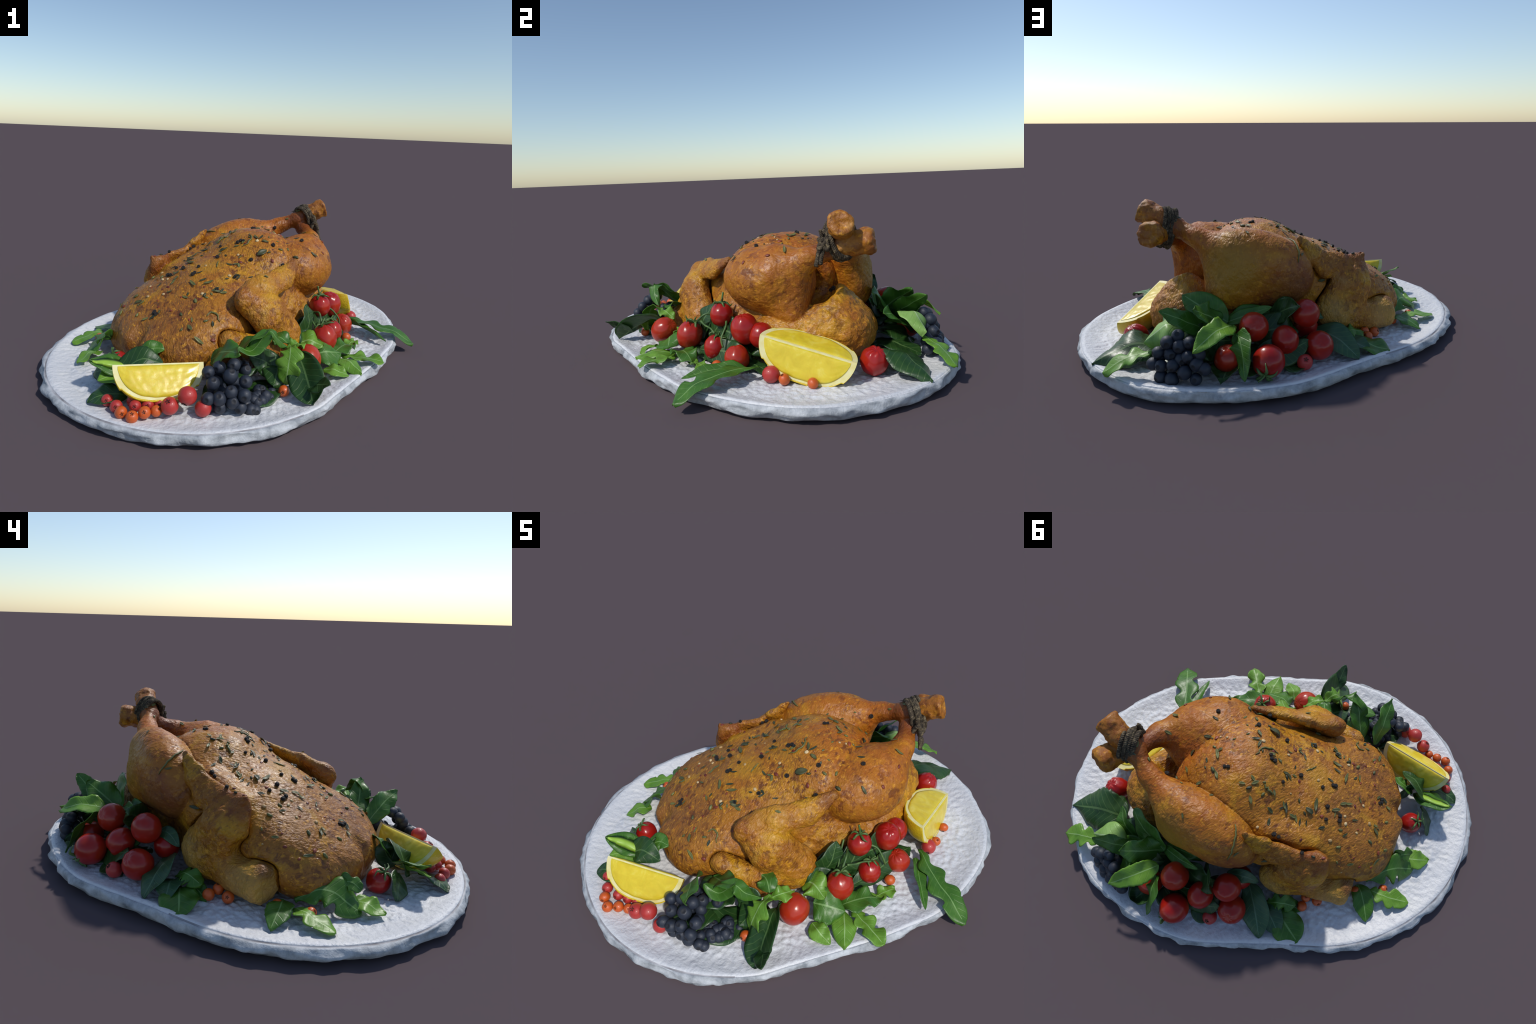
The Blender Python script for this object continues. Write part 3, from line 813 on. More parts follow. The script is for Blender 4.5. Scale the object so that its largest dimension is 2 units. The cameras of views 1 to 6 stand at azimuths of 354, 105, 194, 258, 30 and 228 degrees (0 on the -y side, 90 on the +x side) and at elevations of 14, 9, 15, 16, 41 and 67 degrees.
def lemon_wedge(A, B, d1, d2, R, nip=0.07):
    A = np.array(A, float); B = np.array(B, float)
    ax = B - A; L = np.linalg.norm(ax); ax = ax / L
    d1 = np.array(d1, float); d1 = unit(d1 - ax * (d1 @ ax))
    d2 = np.array(d2, float); d2 = unit(d2 - ax * (d2 @ ax))
    ang = math.acos(np.clip(d1 @ d2, -1, 1))
    e2 = unit(d2 - d1 * (d1 @ d2))
    nu, nv = 40, 16
    emp = link(bpy.data.objects.new("lemon_wedge", None))
    emp.location = Vector([float(c) for c in (A + B) / 2])
    bpy.context.view_layer.update()
    O = (A + B) / 2
    def prof(u, k):       # outline radius at u along the axis
        x = abs(2 * u - 1)
        return R * k * max(0.0, 1 - x ** 2.6) ** 0.53 + 0.018 * max(0, 1 - x) ** 0.3 * (x > 0.8)
    def P(u, r, a, off=0):
        return A + ax * L * u + r * (math.cos(a) * d1 + math.sin(a) * e2) - O
    us = 0.5 - 0.5 * np.cos(np.linspace(0, math.pi, nu))
    # peel: outer skin from face to face, closed by an inner skin
    def shell(name, k0, k1, a0, a1, mat):
        V, F = [], []
        for k in (k0, k1):
            for u in us:
                for j in range(nv):
                    a = a0 + (a1 - a0) * j / (nv - 1)
                    V.append(P(u, prof(u, k) * (1 + 0.015 * noise.noise(Vector((u * 14, a * 3, k * 2)))), a))
        n = nu * nv
        q = lambda s, i, j: s * n + i * nv + j
        for i in range(nu - 1):
            for j in range(nv - 1):
                F.append((q(0, i, j), q(0, i, j + 1), q(0, i + 1, j + 1), q(0, i + 1, j)))
                F.append((q(1, i, j), q(1, i + 1, j), q(1, i + 1, j + 1), q(1, i, j + 1)))
            for j in (0, nv - 1):
                f = (q(0, i, j), q(0, i + 1, j), q(1, i + 1, j), q(1, i, j))
                F.append(f if j == 0 else f[::-1])
        for i in (0, nu - 1):
            for j in range(nv - 1):
                F.append((q(0, i, j), q(1, i, j), q(1, i, j + 1), q(0, i, j + 1)))
        return mesh_obj(name, V, F, [mat], emp)
    shell("peel", 1.0, 0.955, 0, ang, PEEL)
    # pith body: solid wedge with apex edge
    V, F = [], []
    for u in us:
        V.append(P(u, 0.0, ang / 2))
        for j in range(nv):
            V.append(P(u, prof(u, 0.955), 0.004 + (ang - 0.008) * j / (nv - 1)))
    c = nv + 1
    for i in range(nu - 1):
        for j in range(c):
            j2 = (j + 1) % c
            F.append((i * c + j, (i + 1) * c + j, (i + 1) * c + j2, i * c + j2))
    F.append(tuple(range(c))); F.append(tuple(range((nu - 1) * c, nu * c))[::-1])
    ob = mesh_obj("pith", V, F, [PITH], emp, smooth=False)
    # flesh pads on the two cut faces
    for side, (a, nrm) in enumerate(((0.0, -e2), (ang, unit(np.cross(ax, math.cos(ang) * d1 + math.sin(ang) * e2))))):
        if side == 1 and nrm @ e2 < 0 and nrm @ d1 > 0:
            nrm = -nrm
        if side == 1:
            mid = math.cos(ang / 2) * d1 + math.sin(ang / 2) * e2
            nrm = nrm if nrm @ mid < 0 else -nrm
        V, F = [], []
        nw = 14
        for h in (0, 1):
            for i in range(nu):
                u = 0.055 + 0.89 * i / (nu - 1)
                r1 = R * (0.89 + 0.03 * noise.noise(Vector((u * 7, side * 5, 1)))) * max(0, 1 - abs(2 * (u - 0.5) / 0.90) ** 2.6) ** 0.55
                r0 = min(0.007, r1 * 0.5)
                for j in range(nw):
                    f = j / (nw - 1)
                    edge = min(1, 7 * min(f, 1 - f)) * min(1, 8 * min(i, nu - 1 - i) / nu)
                    off = (-0.003 if h == 0 else 0.0015 + 0.004 * edge + 0.002 * noise.noise(Vector((u * 18, f * 6, side * 9))) * edge)
                    V.append(P(u, r0 + (r1 - r0) * f, a) + nrm * off)
        n = nu * nw
        for i in range(nu - 1):
            for j in range(nw - 1):
                F.append((i * nw + j, i * nw + j + 1, (i + 1) * nw + j + 1, (i + 1) * nw + j))
                F.append((n + i * nw + j, n + (i + 1) * nw + j, n + (i + 1) * nw + j + 1, n + i * nw + j + 1))
            for j in (0, nw - 1):
                F.append((i * nw + j, (i + 1) * nw + j, n + (i + 1) * nw + j, n + i * nw + j))
        ob = mesh_obj("flesh", V, F, [FLESH], emp)
        bm_fix(ob)
    return top(emp, "juicy yellow lemon wedge with pale pith", "lemon wedge")

import bmesh
def bm_fix(ob):
    bm = bmesh.new(); bm.from_mesh(ob.data)
    bmesh.ops.recalc_face_normals(bm, faces=bm.faces)
    bm.to_mesh(ob.data); bm.free()

w1 = lemon_wedge((-0.555, -0.728, 0.215), (-0.186, -0.642, 0.188), (0.08, -0.70, -0.70), (-0.12, 0.55, -0.83), 0.160)
w2 = lemon_wedge((0.655, 0.150, 0.244), (0.686, 0.567, 0.148), (0.28, -0.15, -0.95), (-0.95, 0.05, 0.12), 0.150)
for w in (w1, w2):
    for ch in w.children:
        bm_fix(ch)

# ------------------------------------------------------------------ leaves
def leaf_mat(name, c1, c2, trans, rough=0.42, vein=(0.22, 0.34, 0.10)):
    m = Mat(name, rough=rough, spec=0.45, coat=0.1, coat_rough=0.3)
    c = m.ramp(m.noise(14, 4, 0.6), [(0.3, c1), (0.7, c2)])
    sx = m.node("SeparateXYZ")
    m.lk(m.obj, sx.inputs[0])
    ch = m.math("SUBTRACT", m.math("MULTIPLY", m.math("ABSOLUTE", sx.outputs[0]), 0.9), sx.outputs[1])
    wv = m.math("SINE", m.math("MULTIPLY", m.math("ADD", ch, m.math("MULTIPLY", m.noise(9, 2), 0.03)), 190.0))
    ve = m.step(wv, 0.80, 1.0)
    c = m.mix(m.math("MULTIPLY", ve, 0.12), c, vein)
    c = m.mix(m.math("MULTIPLY", m.step(m.noise(40, 4), 0.55, 0.75), 0.25), c, tuple(0.55 * x for x in c1))
    m.color(c)
    m.bump(m.math("ADD", m.math("MULTIPLY", ve, -0.3), m.noise(22, 3)), 0.35, 0.006)
    m.translucent(c, trans)
    return m.m
TONE = {
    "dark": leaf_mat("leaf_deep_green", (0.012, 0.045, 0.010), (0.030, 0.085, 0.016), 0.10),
    "mid": leaf_mat("leaf_green", (0.038, 0.130, 0.012), (0.080, 0.210, 0.022), 0.20),
    "light": leaf_mat("leaf_bright_green", (0.110, 0.270, 0.020), (0.20, 0.40, 0.045), 0.24),
    "pale": leaf_mat("leaf_pale_green", (0.22, 0.42, 0.08), (0.34, 0.55, 0.16), 0.24),
    "grey": leaf_mat("leaf_grey_green", (0.022, 0.075, 0.030), (0.050, 0.120, 0.048), 0.10),
}
def vein_mat(name, c):
    m = Mat(name, rough=0.45)
    m.color(m.ramp(m.noise(20, 3), [(0.3, tuple(0.8 * x for x in c)), (0.7, c)]))
    return m.m
VEIN = {"dark": vein_mat("midrib_dull", (0.09, 0.17, 0.05)), "mid": vein_mat("midrib_green", (0.16, 0.30, 0.08)), "light": vein_mat("midrib_light", (0.28, 0.46, 0.14)),
        "pale": vein_mat("midrib_pale", (0.42, 0.58, 0.28)), "grey": vein_mat("midrib_grey", (0.10, 0.19, 0.10)), "variegated": vein_mat("variegated_centre", (0.30, 0.50, 0.05))}

def half_width(shape, u, side, seed):
    if shape == "oval":
        return math.sin(math.pi * min(1, u ** 0.85)) ** 0.7
    if shape == "spoon":                       # narrow stalk, round blade
        return 0.10 + 0.90 * (max(0, math.sin(math.pi * max(0, (u - 0.12) / 0.88) ** 1.3)) ** 0.6) if u > 0.12 else 0.10
    if shape == "serrate":
        b = math.sin(math.pi * min(1, u ** 0.8)) ** 0.65
        return b * (1 - 0.07 * ((u * 8 + seed * 0.37 + side * 0.4) % 1.0)) * (1 + 0.07 * math.sin(u * 11 + seed * 2 + side))
    if shape == "rocket":                      # lobed salad rocket
        b = 0.16 + 0.84 * max(0, math.sin(math.pi * min(1, max(0.0, (u - 0.05) / 0.95) ** 1.15))) ** 0.6
        ph = (u * 3.4 + seed * 0.31 + side * 0.35) % 1.0
        lobe = 0.5 + 0.5 * math.cos(2 * math.pi * ph)
        dep = 0.52 if u < 0.72 else 0.12
        return b * (1 - dep * lobe ** 1.5) * (1 if u < 0.97 else 0.8) + 0.02
    return math.sin(math.pi * u)

def leaf(pts, hw, up, shape="oval", tone="mid", fold=0.25, curl=0.0, ruffle=0.0, seed=0, thick=0.0032, twist=0.0, rib=None):
    nu = 46
    hw = hw * 1.12
    S = spline(pts, nu)
    S = S + 0
    T = np.gradient(S, axis=0)
    vs = [-1, -0.82, -0.6, -0.38, -0.2, -0.05, 0.05, 0.2, 0.38, 0.6, 0.82, 1]
    if rib:
        vs = [-1, -0.85, -0.65, -0.42, -rib, -0.08, 0.08, rib, 0.42, 0.65, 0.85, 1]
    nvv = len(vs)
    up = np.array(up, float)
    topv, botv = [], []
    yax = unit(S[-1] - S[0])
    zax = unit(up - yax * (up @ yax))
    xax = np.cross(yax, zax)
    M3 = np.stack([xax, yax, zax], 1)
    org = S[0]
    for i in range(nu):
        u = i / (nu - 1)
        t = unit(T[i])
        side = unit(np.cross(t, up))
        nrm = np.cross(side, t)
        a = twist * (u - 0.3)
        side, nrm = math.cos(a) * side + math.sin(a) * nrm, math.cos(a) * nrm - math.sin(a) * side
        for v in vs:
            w = hw * half_width(shape, u, 1 if v > 0 else 0, seed)
            x = v * w
            h = fold * abs(x) - curl * (v * v) * hw * (0.3 + 0.7 * u)
            h += ruffle * hw * (abs(v) ** 1.5) * math.sin(u * 15 + (1.7 if v > 0 else 0) + seed * 1.3)
            h += 0.15 * hw * noise.noise(Vector((x * 14, u * 4, seed * 2.7)))
            h += 0.07 * hw * abs(v) * math.sin(u * 13 + v * 2 + seed)
            p = S[i] + side * x + nrm * h
            th = thick * (1.0 if abs(v) < 0.9 else 0.5)
            if abs(v) <= 0.08:
                th *= 1.9
            topv.append(M3.T @ (p + nrm * th * 0.5 - org))
            botv.append(M3.T @ (p - nrm * th * 0.5 - org))
    V = topv + botv
    n = nu * nvv
    F, MI = [], []
    for i in range(nu - 1):
        for j in range(nvv - 1):
            q = (i * nvv + j, (i + 1) * nvv + j, (i + 1) * nvv + j + 1, i * nvv + j + 1)
            vm = abs(vs[j] + vs[j + 1]) / 2
            is_rib = vm < 0.02 and (i < nu * 0.9) or (rib and vm < rib and 3 < i < nu - 4)
            F.append(q[::-1]); MI.append(1 if is_rib else 0)
            F.append(tuple(k + n for k in q)); MI.append(1 if is_rib else 0)
        for j in (0, nvv - 1):
            q = (i * nvv + j, (i + 1) * nvv + j, n + (i + 1) * nvv + j, n + i * nvv + j)
            F.append(q if j == 0 else q[::-1]); MI.append(0)
    for i in (0, nu - 1):
        for j in range(nvv - 1):
            q = (i * nvv + j, i * nvv + j + 1, n + i * nvv + j + 1, n + i * nvv + j)
            F.append(q if i == 0 else q[::-1]); MI.append(0)
    nm = {"rocket": "rocket_leaf", "serrate": "salad_leaf"}.get(shape, "herb_leaf")
    ob = mesh_obj(nm, V, F, [TONE[tone], VEIN["variegated" if rib else tone]], mat_index=MI)
    bm_fix(ob)
    R = Matrix([[float(c) for c in r] for r in M3])
    place(ob, org, R)
    lab = {"rocket": "lobed green rocket leaf with pale midrib", "serrate": "toothed green salad leaf, slightly curled"}.get(shape, "smooth oval green herb leaf")
    return top(ob, lab, "leaf")

UP = (0, 0, 1)
LEAVES = [
    # near side, right
    ([(0.672, 0.145, 0.10), (0.76, 0.035, 0.105), (0.87, -0.055, 0.095), (0.975, -0.125, 0.045)], 0.062, UP, "rocket", "mid", 0.2, 0.1, 0.1),
    ([(0.665, 0.10, 0.085), (0.725, -0.03, 0.10), (0.80, -0.165, 0.08)], 0.030, (0.3, 0.2, 1), "serrate", "mid", 0.5, 0.0, 0.1),
    ([(0.355, -0.41, 0.115), (0.42, -0.40, 0.125), (0.497, -0.37, 0.105)], 0.078, (0.25, -0.45, 0.9), "serrate", "mid", 0.1, 0.15, 0.1),
    ([(0.270, -0.33, 0.12), (0.325, -0.352, 0.165), (0.40, -0.385, 0.145)], 0.060, (0.2, -0.5, 0.9), "serrate", "light", 0.1, 0.1, 0.15),
    ([(0.480, -0.345, 0.065), (0.52, -0.43, 0.088), (0.562, -0.520, 0.066)], 0.050, (0.1, 0, 1), "oval", "light", 0.05, 0.35, 0.0),
    ([(0.510, -0.320, 0.065), (0.60, -0.37, 0.080), (0.700, -0.425, 0.080)], 0.048, UP, "rocket", "light", 0.15, 0.0, 0.2),
    ([(0.385, -0.475, 0.068), (0.44, -0.51, 0.078), (0.500, -0.525, 0.060)], 0.040, (0, -0.3, 1), "serrate", "light", 0.1, 0.0, 0.1),
    ([(0.450, -0.34, 0.075), (0.53, -0.27, 0.095), (0.610, -0.190, 0.070)], 0.055, UP, "serrate", "mid", 0.1, 0.0, 0.35),
    ([(0.56, -0.24, 0.06), (0.60, -0.17, 0.07), (0.64, -0.11, 0.062)], 0.035, UP, "rocket", "light", 0.1, 0.0, 0.3),
    # front ruffled bunch over the blue berries
    ([(-0.150, -0.585, 0.170), (-0.10, -0.69, 0.255), (-0.045, -0.795, 0.300)], 0.052, (-0.55, -0.35, 0.75), "serrate", "mid", 0.12, 0.1, 0.12),
    ([(-0.085, -0.55, 0.165), (0.00, -0.60, 0.255), (0.096, -0.640, 0.336)], 0.050, (-0.6, 0.1, 0.7), "oval", "mid", 0.10, 0.0, 0.1),
    ([(-0.050, -0.665, 0.275), (0.02, -0.655, 0.245), (0.09, -0.635, 0.325), (0.135, -0.62, 0.285), (0.185, -0.57, 0.225)], 0.036, (0.0, -0.35, 0.95), "serrate", "mid", 0.1, 0.2, 0.25),
    ([(0.205, -0.535, 0.222), (0.20, -0.60, 0.225), (0.185, -0.645, 0.165), (0.178, -0.655, 0.085)], 0.056, (-0.3, -0.55, 0.8), "rocket", "light", 0.15, 0.2, 0.1),
    ([(0.245, -0.510, 0.165), (0.25, -0.60, 0.170), (0.268, -0.70, 0.115), (0.275, -0.785, 0.060)], 0.074, (-0.45, -0.55, 0.65), "spoon", "dark", 0.25, -0.15, 0.05),
    ([(0.20, -0.53, 0.22), (0.15, -0.48, 0.235), (0.08, -0.46, 0.215)], 0.042, (0.2, -0.5, 0.9), "serrate", "mid", 0.1, 0.0, 0.2),
    ([(0.16, -0.57, 0.08), (0.10, -0.55, 0.14), (0.02, -0.54, 0.17)], 0.055, (0.0, -0.8, 0.5), "oval", "dark", 0.1, 0.0, 0.1),  # dark leaf modelled to fill the shadow hollow below the ruffle
    ([(0.215, -0.54, 0.215), (0.25, -0.49, 0.21), (0.265, -0.44, 0.175)], 0.035, (0.3, 0, 1), "serrate", "light", 0.1, 0.0, 0.3),
    # left of the front lemon
    ([(-0.480, -0.575, 0.115), (-0.58, -0.60, 0.160), (-0.668, -0.638, 0.192)], 0.052, (0.25, -0.35, 0.9), "oval", "mid", -0.05, 0.1, 0.0, 0.42),
    ([(-0.560, -0.600, 0.085), (-0.47, -0.60, 0.175), (-0.36, -0.600, 0.160)], 0.060, (0.0, -0.5, 0.85), "oval", "dark", 0.1, 0.0, 0.05),
    ([(-0.475, -0.560, 0.140), (-0.42, -0.53, 0.195), (-0.36, -0.525, 0.195)], 0.040, (-0.2, -0.6, 0.8), "oval", "mid", 0.1, 0.0, 0.1),
    ([(-0.500, -0.600, 0.10), (-0.57, -0.63, 0.12), (-0.63, -0.67, 0.115)], 0.045, (0.1, -0.5, 0.9), "oval", "light", 0.1, 0.0, 0.05),
    ([(-0.560, -0.560, 0.11), (-0.63, -0.52, 0.09), (-0.690, -0.485, 0.055)], 0.050, (-0.7, -0.5, 0.6), "oval", "dark", 0.1, 0.0, 0.05),
    ([(-0.46, -0.59, 0.09), (-0.45, -0.545, 0.15), (-0.44, -0.53, 0.21)], 0.05, (-0.8, 0.1, 0.3), "oval", "dark", 0.1, 0.0, 0.05),
    ([(-0.50, -0.70, 0.06), (-0.58, -0.72, 0.08), (-0.66, -0.74, 0.055)], 0.055, (-0.1, -0.3, 1), "oval", "dark", 0.1, 0.0, 0.05),
    # neck end, far side
    ([(-0.640, -0.020, 0.080), (-0.72, 0.02, 0.088), (-0.800, 0.073, 0.058)], 0.050, (-0.2, 0.1, 1), "serrate", "mid", 0.1, 0.1, 0.05),
    ([(-0.695, -0.045, 0.070), (-0.77, -0.08, 0.085), (-0.868, -0.155, 0.060)], 0.048, UP, "rocket", "light", 0.1, 0.1, 0.05),
    ([(-0.655, -0.060, 0.085), (-0.69, -0.18, 0.135), (-0.764, -0.300, 0.060)], 0.070, (-0.5, 0.1, 0.9), "rocket", "mid", 0.1, 0.15, 0.1),
    ([(-0.690, -0.290, 0.075), (-0.74, -0.335, 0.085), (-0.785, -0.392, 0.060)], 0.048, (-0.3, 0, 1), "serrate", "light", 0.1, 0.0, 0.1),
    ([(-0.640, -0.200, 0.10), (-0.675, -0.27, 0.155), (-0.705, -0.320, 0.13)], 0.035, (-0.6, 0.2, 0.8), "rocket", "mid", 0.1, 0.0, 0.2),
    # far side next to the left wing
    ([(-0.290, 0.400, 0.140), (-0.41, 0.46, 0.130), (-0.522, 0.525, 0.068)], 0.068, (-0.55, 0.65, 0.5), "oval", "grey", 0.1, 0.0, 0.0),
    ([(-0.440, 0.370, 0.065), (-0.54, 0.385, 0.085), (-0.655, 0.395, 0.062)], 0.072, (-0.2, 0.1, 1), "spoon", "mid", 0.1, 0.1, 0.05),
    ([(-0.400, 0.400, 0.075), (-0.48, 0.42, 0.100), (-0.568, 0.442, 0.072)], 0.055, (-0.3, 0.2, 1), "oval", "grey", 0.15, -0.2, 0.0),
    ([(-0.415, 0.390, 0.10), (-0.46, 0.35, 0.13), (-0.520, 0.295, 0.105)], 0.045, (-0.4, 0.3, 0.9), "rocket", "mid", 0.0, 0.2, 0.1),
    ([(-0.45, 0.35, 0.07), (-0.50, 0.31, 0.075), (-0.56, 0.28, 0.058)], 0.035, (-0.4, 0.3, 0.9), "oval", "mid", 0.0, 0.2, 0.1),
    ([(-0.090, 0.500, 0.220), (-0.18, 0.545, 0.285), (-0.256, 0.580, 0.322)], 0.055, (-0.1, 0.65, 0.5), "oval", "dark", 0.1, -0.25, 0.0),
    ([(-0.10, 0.50, 0.24), (0.00, 0.56, 0.27), (0.09, 0.60, 0.235)], 0.030, (0.1, 0.6, 0.6), "oval", "mid", 0.2, 0.0, 0.05),
    ([(-0.20, 0.46, 0.22), (-0.27, 0.41, 0.23), (-0.33, 0.37, 0.19)], 0.030, (-0.3, 0.4, 0.8), "oval", "grey", 0.1, 0.0, 0.05),
    # far bunch by the blue berries
    ([(0.000, 0.725, 0.225), (-0.045, 0.79, 0.205), (-0.085, 0.880, 0.085)], 0.050, (0.45, 0.5, 0.6), "serrate", "mid", 0.15, 0.1, 0.1),
    ([(0.040, 0.73, 0.10), (0.015, 0.82, 0.085), (0.02, 0.885, 0.062)], 0.065, (0.1, 0.6, 0.8), "oval", "dark", 0.1, -0.6, 0.0),
    ([(0.030, 0.690, 0.245), (0.06, 0.81, 0.265), (0.118, 0.928, 0.215)], 0.050, (-0.3, 0.45, 0.8), "serrate", "light", 0.3, 0.1, 0.1),
    ([(0.070, 0.630, 0.235), (0.18, 0.64, 0.295), (0.295, 0.625, 0.350)], 0.068, (-0.1, 0.8, 0.55), "oval", "mid", 0.1, 0.1, 0.0),
    ([(0.090, 0.630, 0.210), (0.13, 0.72, 0.29), (0.172, 0.792, 0.345)], 0.065, (-0.5, 0.3, 0.75), "serrate", "mid", 0.1, 0.0, 0.12),
    ([(0.140, 0.700, 0.215), (0.22, 0.78, 0.285), (0.300, 0.852, 0.350)], 0.048, (-0.4, 0.5, 0.75), "serrate", "mid", 0.1, 0.0, 0.12),
    ([(0.380, 0.680, 0.110), (0.50, 0.76, 0.135), (0.640, 0.865, 0.070)], 0.105, (-0.15, 0.25, 1), "serrate", "dark", 0.05, 0.35, 0.03),
    ([(0.330, 0.840, 0.165), (0.43, 0.905, 0.150), (0.518, 0.968, 0.095)], 0.052, (0.0, 0.2, 1), "rocket", "light", 0.05, 0.1, 0.1),
    ([(0.230, 0.740, 0.245), (0.30, 0.80, 0.262), (0.380, 0.850, 0.195)], 0.065, (0.1, 0.4, 0.9), "oval", "pale", 0.0, 0.45, 0.06),
    ([(0.22, 0.70, 0.20), (0.30, 0.70, 0.25), (0.375, 0.66, 0.275)], 0.045, (0.2, 0.6, 0.7), "oval", "mid", 0.2, 0.0, 0.05),
    ([(0.15, 0.66, 0.17), (0.20, 0.73, 0.20), (0.22, 0.78, 0.18)], 0.05, (0.2, 0.6, 0.7), "spoon", "mid", 0.2, 0.0, 0.05),
    ([(0.10, 0.62, 0.22), (0.00, 0.60, 0.26), (-0.12, 0.56, 0.30)], 0.030, (0.0, 0.6, 0.7), "oval", "mid", 0.3, 0.0, 0.05),
    ([(0.20, 0.76, 0.18), (0.15, 0.80, 0.22), (0.10, 0.82, 0.24)], 0.055, (0.1, 0.5, 0.8), "serrate", "mid", 0.1, 0.2, 0.1),
    ([(0.272, -0.690, 0.100), (0.300, -0.755, 0.135), (0.330, -0.822, 0.172)], 0.040, (-0.55, -0.1, 0.8), "oval", "dark", 0.1, 0.0, 0.0),
    # deep-green filler leaves in the dark gaps around and under the fruit
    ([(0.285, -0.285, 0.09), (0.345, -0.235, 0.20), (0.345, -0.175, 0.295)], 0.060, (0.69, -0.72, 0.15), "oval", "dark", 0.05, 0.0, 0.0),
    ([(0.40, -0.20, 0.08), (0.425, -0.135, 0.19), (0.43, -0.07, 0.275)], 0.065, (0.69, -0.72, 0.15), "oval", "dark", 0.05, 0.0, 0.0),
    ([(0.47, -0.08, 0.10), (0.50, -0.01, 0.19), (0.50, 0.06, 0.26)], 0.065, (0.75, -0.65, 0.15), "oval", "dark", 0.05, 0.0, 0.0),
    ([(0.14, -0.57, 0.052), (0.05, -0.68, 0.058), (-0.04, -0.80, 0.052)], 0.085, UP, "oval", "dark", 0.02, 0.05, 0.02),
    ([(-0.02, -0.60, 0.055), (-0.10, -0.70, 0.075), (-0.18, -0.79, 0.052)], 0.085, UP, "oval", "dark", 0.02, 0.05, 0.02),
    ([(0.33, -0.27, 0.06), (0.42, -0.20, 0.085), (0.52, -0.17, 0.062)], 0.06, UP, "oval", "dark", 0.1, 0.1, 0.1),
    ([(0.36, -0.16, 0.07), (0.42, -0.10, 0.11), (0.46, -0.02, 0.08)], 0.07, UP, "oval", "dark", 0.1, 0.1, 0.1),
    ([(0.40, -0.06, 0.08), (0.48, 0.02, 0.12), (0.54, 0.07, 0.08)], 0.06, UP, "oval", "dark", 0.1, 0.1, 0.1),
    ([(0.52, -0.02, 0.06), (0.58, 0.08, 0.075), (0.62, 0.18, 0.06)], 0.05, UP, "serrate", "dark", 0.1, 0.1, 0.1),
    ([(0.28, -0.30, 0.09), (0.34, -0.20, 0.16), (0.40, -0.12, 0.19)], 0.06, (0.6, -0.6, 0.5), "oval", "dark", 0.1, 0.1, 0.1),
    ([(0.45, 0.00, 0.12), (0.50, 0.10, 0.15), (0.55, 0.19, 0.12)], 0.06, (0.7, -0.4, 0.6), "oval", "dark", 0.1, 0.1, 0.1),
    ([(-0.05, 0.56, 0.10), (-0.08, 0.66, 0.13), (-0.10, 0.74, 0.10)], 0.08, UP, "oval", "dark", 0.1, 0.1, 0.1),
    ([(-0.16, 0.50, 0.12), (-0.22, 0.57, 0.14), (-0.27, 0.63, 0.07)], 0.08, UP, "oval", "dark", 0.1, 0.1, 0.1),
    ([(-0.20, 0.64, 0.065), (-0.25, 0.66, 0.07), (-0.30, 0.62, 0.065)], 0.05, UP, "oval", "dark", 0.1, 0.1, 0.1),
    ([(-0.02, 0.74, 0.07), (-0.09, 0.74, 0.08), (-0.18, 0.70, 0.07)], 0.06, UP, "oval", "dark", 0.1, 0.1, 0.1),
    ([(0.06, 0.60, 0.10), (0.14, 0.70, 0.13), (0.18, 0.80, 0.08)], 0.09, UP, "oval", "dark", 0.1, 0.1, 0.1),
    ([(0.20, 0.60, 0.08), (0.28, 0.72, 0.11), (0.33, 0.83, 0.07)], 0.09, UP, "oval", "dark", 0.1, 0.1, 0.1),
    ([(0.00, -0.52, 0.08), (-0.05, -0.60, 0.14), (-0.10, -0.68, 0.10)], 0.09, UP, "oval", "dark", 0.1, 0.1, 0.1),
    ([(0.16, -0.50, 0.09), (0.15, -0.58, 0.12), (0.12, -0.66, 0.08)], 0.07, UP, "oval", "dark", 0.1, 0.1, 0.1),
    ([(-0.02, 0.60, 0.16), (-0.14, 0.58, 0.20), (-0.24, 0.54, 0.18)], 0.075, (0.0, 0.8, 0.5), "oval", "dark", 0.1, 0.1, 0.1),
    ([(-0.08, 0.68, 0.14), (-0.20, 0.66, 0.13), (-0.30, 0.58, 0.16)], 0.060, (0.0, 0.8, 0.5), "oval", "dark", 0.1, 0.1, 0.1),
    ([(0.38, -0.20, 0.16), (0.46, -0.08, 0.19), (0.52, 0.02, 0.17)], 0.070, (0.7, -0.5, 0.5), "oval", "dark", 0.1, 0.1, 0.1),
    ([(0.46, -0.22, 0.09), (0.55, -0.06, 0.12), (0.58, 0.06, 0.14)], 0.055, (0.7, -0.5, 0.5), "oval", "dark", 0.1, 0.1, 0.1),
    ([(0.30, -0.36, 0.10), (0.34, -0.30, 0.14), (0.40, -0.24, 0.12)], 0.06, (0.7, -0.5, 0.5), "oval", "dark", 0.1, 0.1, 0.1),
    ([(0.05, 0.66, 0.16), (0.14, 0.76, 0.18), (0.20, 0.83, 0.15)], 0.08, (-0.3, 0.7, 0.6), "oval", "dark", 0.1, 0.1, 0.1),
]
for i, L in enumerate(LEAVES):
    leaf(*L[:8], ruffle=0, seed=i + 1) if len(L) == 7 else leaf(L[0], L[1], L[2], L[3], L[4], L[5], L[6], L[7], seed=i + 1, rib=(L[8] if len(L) > 8 else None))

